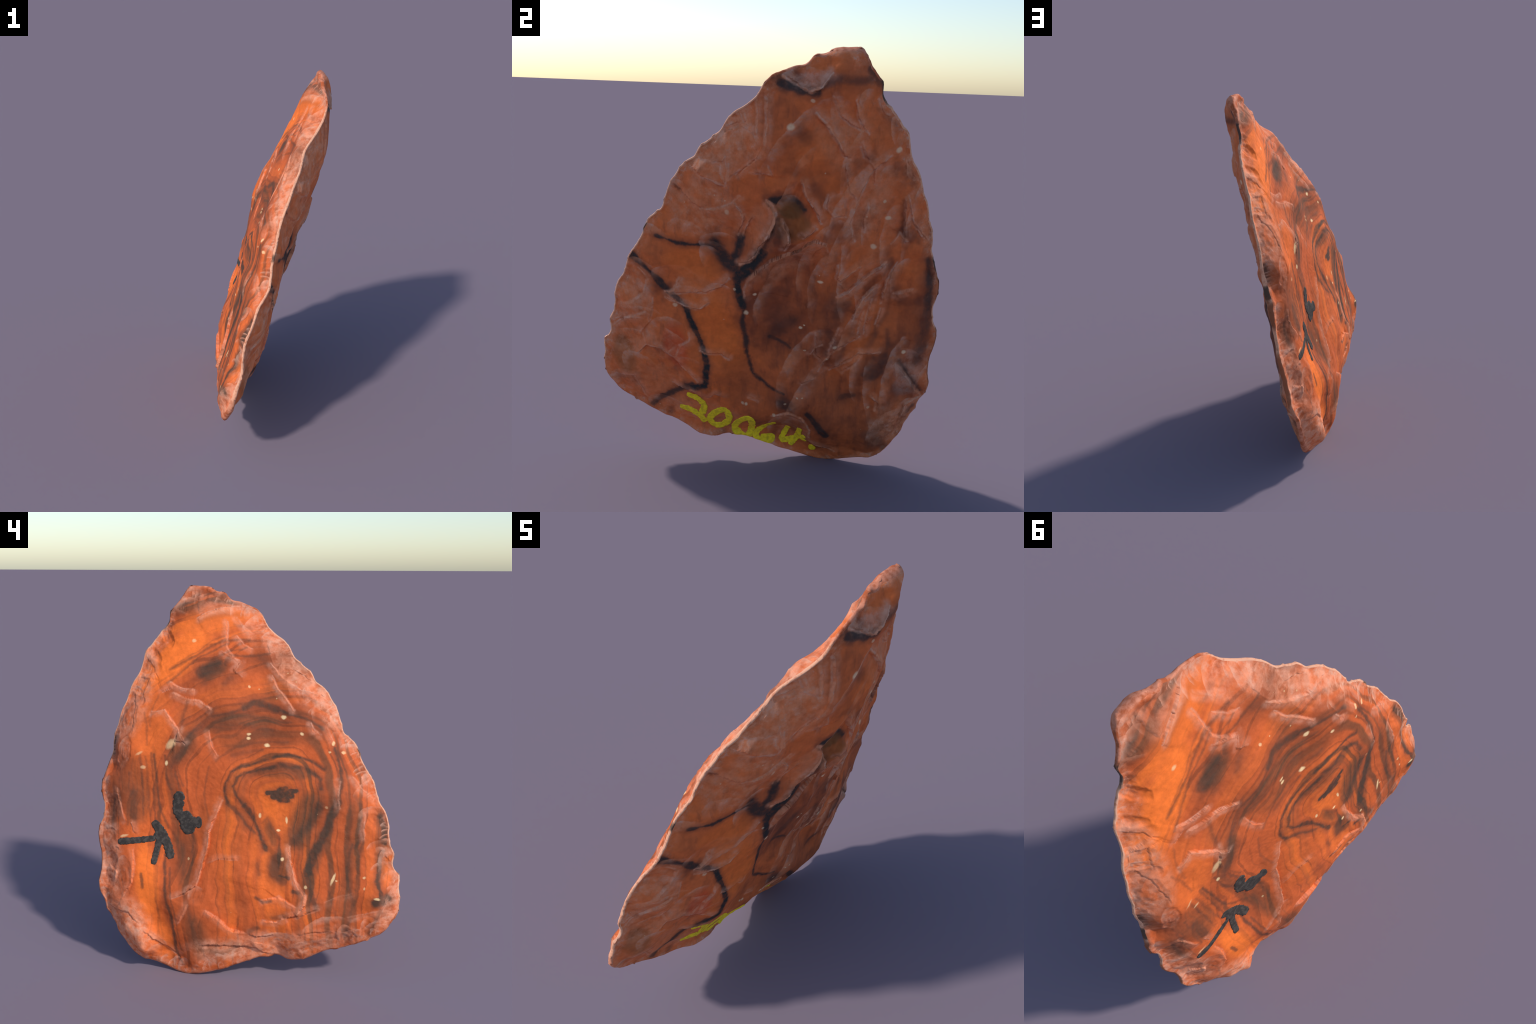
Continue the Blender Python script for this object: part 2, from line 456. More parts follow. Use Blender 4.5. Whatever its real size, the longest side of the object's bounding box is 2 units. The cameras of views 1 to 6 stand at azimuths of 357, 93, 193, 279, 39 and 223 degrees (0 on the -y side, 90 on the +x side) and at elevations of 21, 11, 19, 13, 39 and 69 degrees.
# flake crests: path, step height (sign = side), fall-off width, wear
CRESTS_BANDED = [
    crest([(-0.159, 1.707), (-0.095, 1.673), (-0.066, 1.646), (-0.090, 1.604)], height=-0.0044, fall=0.076, painted_light=0.6),
    crest([(-0.358, 1.293), (-0.381, 1.219), (-0.340, 1.220), (-0.326, 1.207)], height=0.0044, fall=0.057, painted_light=0.525),
    crest([(0.206, 1.628), (0.259, 1.604), (0.313, 1.565)], height=0.0033, fall=0.057, painted_light=0.375),
    crest([(0.073, 1.753), (0.089, 1.698), (0.134, 1.722)], height=0.0033, fall=0.057, painted_light=0.375),
    crest([(0.298, 1.445), (0.370, 1.498), (0.397, 1.479)], height=0.0033, fall=0.057, painted_light=0.375),
    crest([(-0.750, 0.601), (-0.689, 0.660), (-0.658, 0.635)], height=0.0033, fall=0.057, painted_light=0.375),
    crest([(-0.785, 0.749), (-0.710, 0.767), (-0.685, 0.748)], height=0.0033, fall=0.057, painted_light=0.375),
    crest([(-0.723, 0.357), (-0.654, 0.325), (-0.599, 0.317), (-0.541, 0.254)], height=0.0055, fall=0.076, painted_light=0.45),
    crest([(-0.439, 0.062), (-0.383, 0.045), (-0.304, 0.051)], height=0.0033, fall=0.057, painted_light=0.3),
    crest([(0.292, 0.258), (0.383, 0.278), (0.479, 0.290)], height=0.0044, fall=0.057, painted_light=0.375),
    crest([(0.524, 0.236), (0.575, 0.297), (0.601, 0.256)], height=0.0033, fall=0.057, painted_light=0.375),
    crest([(0.485, 0.325), (0.492, 0.263), (0.517, 0.235)], height=0.0033, fall=0.057, painted_light=0.3),
    crest([(-0.196, 0.157), (-0.178, 0.109), (-0.148, 0.081)], height=0.0033, fall=0.057, painted_light=0.375),
    crest([(-0.120, 0.145), (0.013, 0.181), (0.066, 0.170)], height=0.0033, fall=0.057, painted_light=0.3),
    crest([(-0.593, 1.701), (-0.530, 1.633), (-0.510, 1.591), (-0.617, 1.567)], height=0.0033, fall=0.057, painted_light=0.3),
    crest([(-0.625, 1.567), (-0.544, 1.556), (-0.581, 1.444)], height=0.0033, fall=0.057, painted_light=0.3),
    crest([(-0.638, 1.496), (-0.611, 1.388), (-0.619, 1.252)], height=0.0033, fall=0.057, painted_light=0.262),
    crest([(-0.148, 1.878), (-0.137, 1.728), (-0.095, 1.673), (-0.060, 1.653)], height=-0.0055, fall=0.095, painted_light=0.525),
    crest([(-0.060, 1.653), (-0.090, 1.604), (-0.048, 1.578)], height=0.0044, fall=0.057, painted_light=0.45),
    crest([(-0.427, 1.536), (-0.363, 1.504), (-0.294, 1.498)], height=-0.0066, fall=0.095, painted_light=0.6),
    crest([(-0.471, 1.480), (-0.412, 1.509)], height=0.0044, fall=0.076, painted_light=0.375),
    crest([(-0.406, 1.479), (-0.331, 1.446), (-0.268, 1.441), (-0.195, 1.397)], height=-0.0066, fall=0.095, painted_light=0.675),
    crest([(-0.517, 1.376), (-0.443, 1.386), (-0.403, 1.332), (-0.365, 1.292), (-0.334, 1.220)], height=-0.0077, fall=0.095, painted_light=0.6),
    crest([(-0.307, 1.886), (-0.249, 1.920), (-0.160, 1.952), (-0.098, 1.971)], height=-0.0088, fall=0.095, painted_light=0.6),
    crest([(-0.104, 1.903), (-0.066, 1.854), (-0.007, 1.811)], height=-0.0044, fall=0.076, painted_light=0.45),
    crest([(-0.203, 1.278), (-0.179, 1.199), (-0.149, 1.154)], height=-0.0044, fall=0.076, painted_light=0.375),
    crest([(-0.306, 2.037), (-0.307, 1.961), (-0.295, 1.911)], height=0.0044, fall=0.095, painted_light=0.225),
    crest([(0.099, 1.651), (0.149, 1.592), (0.211, 1.545), (0.267, 1.512), (0.332, 1.502)], height=-0.0077, fall=0.095, painted_light=0.525),
    crest([(0.109, 1.584), (0.146, 1.517), (0.205, 1.443), (0.241, 1.403)], height=-0.0055, fall=0.095, painted_light=0.6),
    crest([(0.330, 1.339), (0.345, 1.300), (0.377, 1.279)], height=-0.0055, fall=0.076, painted_light=0.6),
    crest([(-0.094, 1.794), (-0.049, 1.744), (0.000, 1.724)], height=-0.0044, fall=0.076, painted_light=0.525),
    crest([(0.407, 1.317), (0.436, 1.253)], height=-0.0044, fall=0.076, painted_light=0.375),
    crest([(-0.112, 0.927), (-0.151, 0.840), (-0.177, 0.760), (-0.187, 0.674), (-0.208, 0.581), (-0.235, 0.488), (-0.294, 0.439), (-0.360, 0.408)], height=-0.011, fall=0.076, painted_light=0.6),
    crest([(-0.182, 0.361), (-0.116, 0.324), (-0.051, 0.267), (0.029, 0.253)], height=-0.0154, fall=0.133, painted_light=0.375),
    crest([(-0.217, 0.176), (-0.080, 0.182), (0.066, 0.170), (0.172, 0.141), (0.233, 0.125)], height=0.011, fall=0.095, painted_light=0.3),
    crest([(-0.174, 0.603), (-0.125, 0.626), (-0.022, 0.626)], height=0.0033, fall=0.076, painted_light=0.3),
    crest([(-0.686, 0.970), (-0.667, 0.890), (-0.633, 0.791)], height=-0.0055, fall=0.076, painted_light=0.375),
    crest([(-0.277, 0.381), (-0.291, 0.340), (-0.329, 0.282)], height=-0.0066, fall=0.076, painted_light=0.375),
    crest([(-0.586, 0.652), (-0.574, 0.573), (-0.584, 0.472), (-0.633, 0.401)], height=-0.0088, fall=0.095, painted_light=0.3),
    crest([(-0.731, 0.561), (-0.678, 0.525), (-0.684, 0.477)], height=-0.0066, fall=0.057, painted_light=0.3),
    crest([(-0.533, 0.234), (-0.463, 0.189), (-0.396, 0.147), (-0.350, 0.107)], height=0.0066, fall=0.095, painted_light=0.375),
    crest([(-0.605, 0.792), (-0.586, 0.740)], height=0.0033, fall=0.057, painted_light=0.45),
    crest([(0.246, 0.711), (0.252, 0.620), (0.284, 0.532), (0.332, 0.464), (0.334, 0.419), (0.297, 0.365), (0.219, 0.340)], height=-0.0132, fall=0.095, painted_light=0.675),
    crest([(0.121, 0.327), (0.187, 0.317), (0.232, 0.347)], height=-0.0066, fall=0.076, painted_light=0.45),
    crest([(0.406, 0.398), (0.342, 0.375), (0.291, 0.345)], height=-0.0077, fall=0.095, painted_light=0.375),
    crest([(0.108, 0.432), (0.197, 0.456), (0.237, 0.426), (0.289, 0.403)], height=-0.0066, fall=0.076, painted_light=0.375),
    crest([(0.554, 0.368), (0.616, 0.391), (0.692, 0.409)], height=-0.0044, fall=0.095, painted_light=0.525),
    crest([(0.430, 0.438), (0.505, 0.474), (0.568, 0.491)], height=-0.0022, fall=0.095, painted_light=0.188),
    crest([(0.489, 1.050), (0.481, 0.953), (0.488, 0.915)], height=-0.0055, fall=0.095, painted_light=0.525),
    crest([(0.616, 0.889), (0.618, 0.768)], height=-0.0055, fall=0.076, painted_light=0.45),
    crest([(0.544, 1.079), (0.585, 1.023), (0.670, 0.962)], height=-0.0055, fall=0.095, painted_light=0.45),
    crest([(0.042, 0.247), (0.088, 0.236), (0.186, 0.262)], height=0.0066, fall=0.076, painted_light=0.375),
    crest([(0.743, 0.470), (0.723, 0.417), (0.700, 0.357)], height=-0.0066, fall=0.095, painted_light=0.375),
]

CRESTS_DARK = [
    crest([(0.263, 1.562), (0.198, 1.574), (0.187, 1.597)], height=0.0045, fall=0.042, painted_light=0.5),
    crest([(0.169, 1.573), (0.173, 1.506), (0.150, 1.531), (0.037, 1.629)], height=0.0045, fall=0.042, painted_light=0.5),
    crest([(0.209, 1.567), (0.208, 1.524), (0.184, 1.476)], height=0.0045, fall=0.042, painted_light=0.5),
    crest([(0.186, 1.715), (0.133, 1.741), (0.050, 1.708)], height=0.0045, fall=0.042, painted_light=0.5),
    crest([(0.081, 1.549), (-0.016, 1.553), (0.002, 1.596)], height=0.0045, fall=0.042, painted_light=0.4),
    crest([(0.763, 0.700), (0.690, 0.725), (0.603, 0.763)], height=0.003, fall=0.042, painted_light=0.4),
    crest([(0.609, 0.669), (0.543, 0.764), (0.534, 0.872)], height=0.0045, fall=0.042, painted_light=0.35),
    crest([(0.737, 0.406), (0.644, 0.426), (0.588, 0.291)], height=0.0045, fall=0.042, painted_light=0.35),
    crest([(0.420, 0.648), (0.461, 0.608), (0.429, 0.585)], height=0.0045, fall=0.042, painted_light=0.4),
    crest([(-0.450, 1.861), (-0.470, 1.813), (-0.498, 1.796)], height=0.0045, fall=0.042, painted_light=0.5),
    crest([(-0.587, 1.599), (-0.622, 1.532), (-0.655, 1.498)], height=0.0045, fall=0.042, painted_light=0.5),
    crest([(-0.384, 1.676), (-0.399, 1.629), (-0.428, 1.610)], height=0.0045, fall=0.042, painted_light=0.4),
    crest([(-0.647, 1.315), (-0.716, 1.223)], height=0.0045, fall=0.042, painted_light=0.4),
    crest([(0.069, 0.390), (0.024, 0.375)], height=0.003, fall=0.028, painted_light=0.4),
    crest([(-0.511, 0.450), (-0.545, 0.413), (-0.542, 0.368)], height=0.0045, fall=0.042, painted_light=0.5),
    crest([(-0.342, 0.811), (-0.311, 0.725), (-0.302, 0.664)], height=0.0045, fall=0.042, painted_light=0.4),
    crest([(-0.450, 0.897), (-0.436, 0.830), (-0.423, 0.761)], height=0.006, fall=0.042, painted_light=0.5),
    crest([(-0.482, 0.955), (-0.464, 0.866), (-0.452, 0.775)], height=0.006, fall=0.042, painted_light=0.5),
    crest([(-0.529, 0.893), (-0.509, 0.821)], height=0.0045, fall=0.042, painted_light=0.4),
    crest([(-0.368, 0.568), (-0.420, 0.617), (-0.459, 0.680)], height=0.0045, fall=0.042, painted_light=0.4),
    crest([(-0.217, 0.661), (-0.239, 0.705), (-0.269, 0.714)], height=0.0045, fall=0.042, painted_light=0.4),
    crest([(-0.620, 1.224), (-0.581, 1.269), (-0.550, 1.221)], height=0.006, fall=0.042, painted_light=0.4),
    crest([(-0.428, 1.610), (-0.453, 1.568), (-0.453, 1.499)], height=0.0045, fall=0.042, painted_light=0.35),
    crest([(-0.259, 1.476), (-0.251, 1.418), (-0.287, 1.375), (-0.344, 1.365)], height=0.006, fall=0.042, painted_light=0.5),
    crest([(0.117, 1.807), (0.098, 1.749), (0.062, 1.705)], height=0.0045, fall=0.042, painted_light=0.5),
    crest([(0.187, 1.592), (0.174, 1.539), (0.190, 1.470)], height=0.006, fall=0.042, painted_light=0.5),
    crest([(0.138, 1.724), (0.203, 1.680), (0.249, 1.631)], height=0.0045, fall=0.042, painted_light=0.4),
    crest([(0.369, 1.524), (0.304, 1.499), (0.243, 1.484), (0.190, 1.470)], height=0.0075, fall=0.07, painted_light=0.35),
    crest([(0.438, 1.433), (0.369, 1.376), (0.304, 1.344)], height=0.0105, fall=0.07, painted_light=0.1),
    crest([(0.304, 1.344), (0.231, 1.359), (0.160, 1.394), (0.120, 1.439)], height=-0.006, fall=0.07, painted_light=0.5),
    crest([(0.062, 1.860), (0.053, 1.779), (0.056, 1.696)], height=0.0045, fall=0.056, painted_light=0.5),
    crest([(0.017, 1.867), (0.013, 1.761), (0.021, 1.665)], height=0.0075, fall=0.056, painted_light=0.6),
    crest([(0.021, 1.665), (0.059, 1.606), (0.139, 1.533)], height=0.0075, fall=0.07, painted_light=0.5),
    crest([(0.003, 1.430), (-0.026, 1.414), (-0.039, 1.375), (-0.024, 1.315), (-0.005, 1.266), (0.020, 1.216), (0.078, 1.131), (0.120, 1.107)], height=-0.015, fall=0.07, painted_light=0.8),
    crest([(0.149, 1.403), (0.108, 1.349)], height=0.006, fall=0.042, painted_light=0.6),
    crest([(0.133, 1.242), (0.109, 1.299), (0.097, 1.352)], height=0.0075, fall=0.056, painted_light=0.4),
    crest([(-0.047, 1.963), (-0.097, 1.934), (-0.163, 1.906), (-0.214, 1.925), (-0.253, 1.986)], height=0.012, fall=0.07, painted_light=0.8),
    crest([(-0.188, 1.822), (-0.232, 1.781), (-0.279, 1.718), (-0.310, 1.650), (-0.344, 1.622)], height=0.012, fall=0.084, painted_light=0.7),
    crest([(-0.258, 1.894), (-0.284, 1.812), (-0.329, 1.772), (-0.385, 1.746)], height=0.0075, fall=0.07, painted_light=0.5),
    crest([(-0.350, 1.877), (-0.366, 1.795), (-0.414, 1.728)], height=0.0075, fall=0.07, painted_light=0.5),
    crest([(-0.521, 1.628), (-0.458, 1.580), (-0.423, 1.522), (-0.385, 1.426), (-0.363, 1.328), (-0.380, 1.242)], height=-0.015, fall=0.084, painted_light=0.6),
    crest([(-0.437, 1.407), (-0.424, 1.347), (-0.423, 1.285)], height=0.0075, fall=0.056, painted_light=0.5),
    crest([(-0.594, 1.436), (-0.601, 1.332), (-0.606, 1.218)], height=0.0105, fall=0.056, painted_light=0.3),
    crest([(-0.606, 1.440), (-0.641, 1.315), (-0.696, 1.234)], height=0.006, fall=0.056, painted_light=0.5),
    crest([(-0.323, 1.607), (-0.342, 1.486), (-0.384, 1.431)], height=0.006, fall=0.056, painted_light=0.5),
    crest([(-0.141, 1.542), (-0.154, 1.494), (-0.196, 1.420), (-0.232, 1.351)], height=0.015, fall=0.07, painted_light=0.7),
    crest([(-0.388, 1.698), (-0.410, 1.628), (-0.428, 1.610)], height=0.006, fall=0.056, painted_light=0.4),
    crest([(-0.160, 1.280), (-0.193, 1.306), (-0.216, 1.328)], height=0.012, fall=0.056, painted_light=0.7),
    crest([(-0.062, 1.347), (-0.092, 1.299), (-0.101, 1.247), (-0.079, 1.205)], height=-0.012, fall=0.042, painted_light=0.7),
    crest([(0.142, 1.403), (0.112, 1.363), (0.108, 1.334)], height=-0.0075, fall=0.042, painted_light=0.7),
    crest([(0.108, 1.242), (0.088, 1.297), (0.062, 1.346)], height=0.0075, fall=0.042, painted_light=0.4),
    crest([(0.094, 0.949), (0.097, 0.989), (0.077, 1.043), (0.037, 1.096), (-0.021, 1.149), (-0.080, 1.177), (-0.138, 1.204), (-0.176, 1.251), (-0.214, 1.270), (-0.262, 1.250), (-0.274, 1.209)], height=-0.018, fall=0.084, painted_light=0.45),
    crest([(-0.533, 1.133), (-0.433, 1.059), (-0.367, 0.993), (-0.321, 0.968)], height=0.015, fall=0.07, painted_light=0.7),
    crest([(-0.495, 1.021), (-0.440, 0.961), (-0.408, 0.899), (-0.402, 0.849)], height=0.012, fall=0.07, painted_light=0.7),
    crest([(-0.581, 1.126), (-0.542, 1.036), (-0.527, 0.918)], height=0.0105, fall=0.07, painted_light=0.5),
    crest([(-0.317, 1.142), (-0.315, 1.072), (-0.334, 1.044), (-0.372, 1.085), (-0.416, 1.123)], height=0.0105, fall=0.056, painted_light=0.6),
    crest([(-0.583, 0.972), (-0.625, 0.973), (-0.664, 0.994)], height=-0.0075, fall=0.056, painted_light=0.5),
    crest([(-0.258, 0.557), (-0.280, 0.616), (-0.330, 0.697), (-0.435, 0.762)], height=0.009, fall=0.056, painted_light=0.5),
    crest([(-0.307, 0.569), (-0.377, 0.630), (-0.440, 0.680), (-0.537, 0.688)], height=0.0075, fall=0.056, painted_light=0.5),
    crest([(-0.617, 0.614), (-0.686, 0.532), (-0.759, 0.406)], height=-0.012, fall=0.07, painted_light=0.4),
    crest([(-0.759, 0.406), (-0.682, 0.381), (-0.665, 0.296)], height=0.012, fall=0.07, painted_light=0.6),
    crest([(-0.041, 0.294), (-0.124, 0.330), (-0.188, 0.307), (-0.229, 0.227), (-0.231, 0.162)], height=-0.006, fall=0.07, painted_light=0.5),
    crest([(-0.172, 0.144), (-0.279, 0.114), (-0.358, 0.086)], height=0.015, fall=0.056, painted_light=0.4),
    crest([(-0.236, 0.775), (-0.235, 0.661), (-0.261, 0.631)], height=0.006, fall=0.056, painted_light=0.3),
    crest([(-0.181, 0.503), (-0.241, 0.528)], height=0.009, fall=0.056, painted_light=0.4),
    crest([(0.756, 0.662), (0.690, 0.725), (0.574, 0.798)], height=-0.0075, fall=0.056, painted_light=0.6),
    crest([(0.624, 0.565), (0.575, 0.618), (0.500, 0.619), (0.423, 0.562), (0.315, 0.460)], height=0.012, fall=0.07, painted_light=0.6),
    crest([(0.422, 0.594), (0.400, 0.659), (0.356, 0.691), (0.359, 0.725)], height=-0.009, fall=0.056, painted_light=0.5),
    crest([(0.300, 0.640), (0.268, 0.627), (0.206, 0.631), (0.168, 0.607)], height=0.009, fall=0.056, painted_light=0.6),
    crest([(0.469, 0.922), (0.431, 0.935), (0.406, 0.990)], height=-0.009, fall=0.042, painted_light=0.7),
    crest([(0.469, 0.891), (0.405, 0.871), (0.355, 0.860), (0.305, 0.855), (0.261, 0.900)], height=0.009, fall=0.056, painted_light=0.7),
    crest([(0.431, 0.916), (0.274, 0.943), (0.201, 0.986), (0.165, 1.029)], height=0.006, fall=0.056, painted_light=0.5),
    crest([(0.602, 1.010), (0.558, 0.966), (0.580, 0.882), (0.667, 0.813)], height=0.006, fall=0.056, painted_light=0.5),
    crest([(0.448, 0.406), (0.393, 0.393), (0.325, 0.387), (0.272, 0.367)], height=0.015, fall=0.07, painted_light=0.5),
    crest([(0.272, 0.367), (0.232, 0.402), (0.188, 0.379)], height=0.006, fall=0.056, painted_light=0.4),
    crest([(0.588, 0.668), (0.575, 0.618)], height=0.0045, fall=0.056, painted_light=0.4),
]

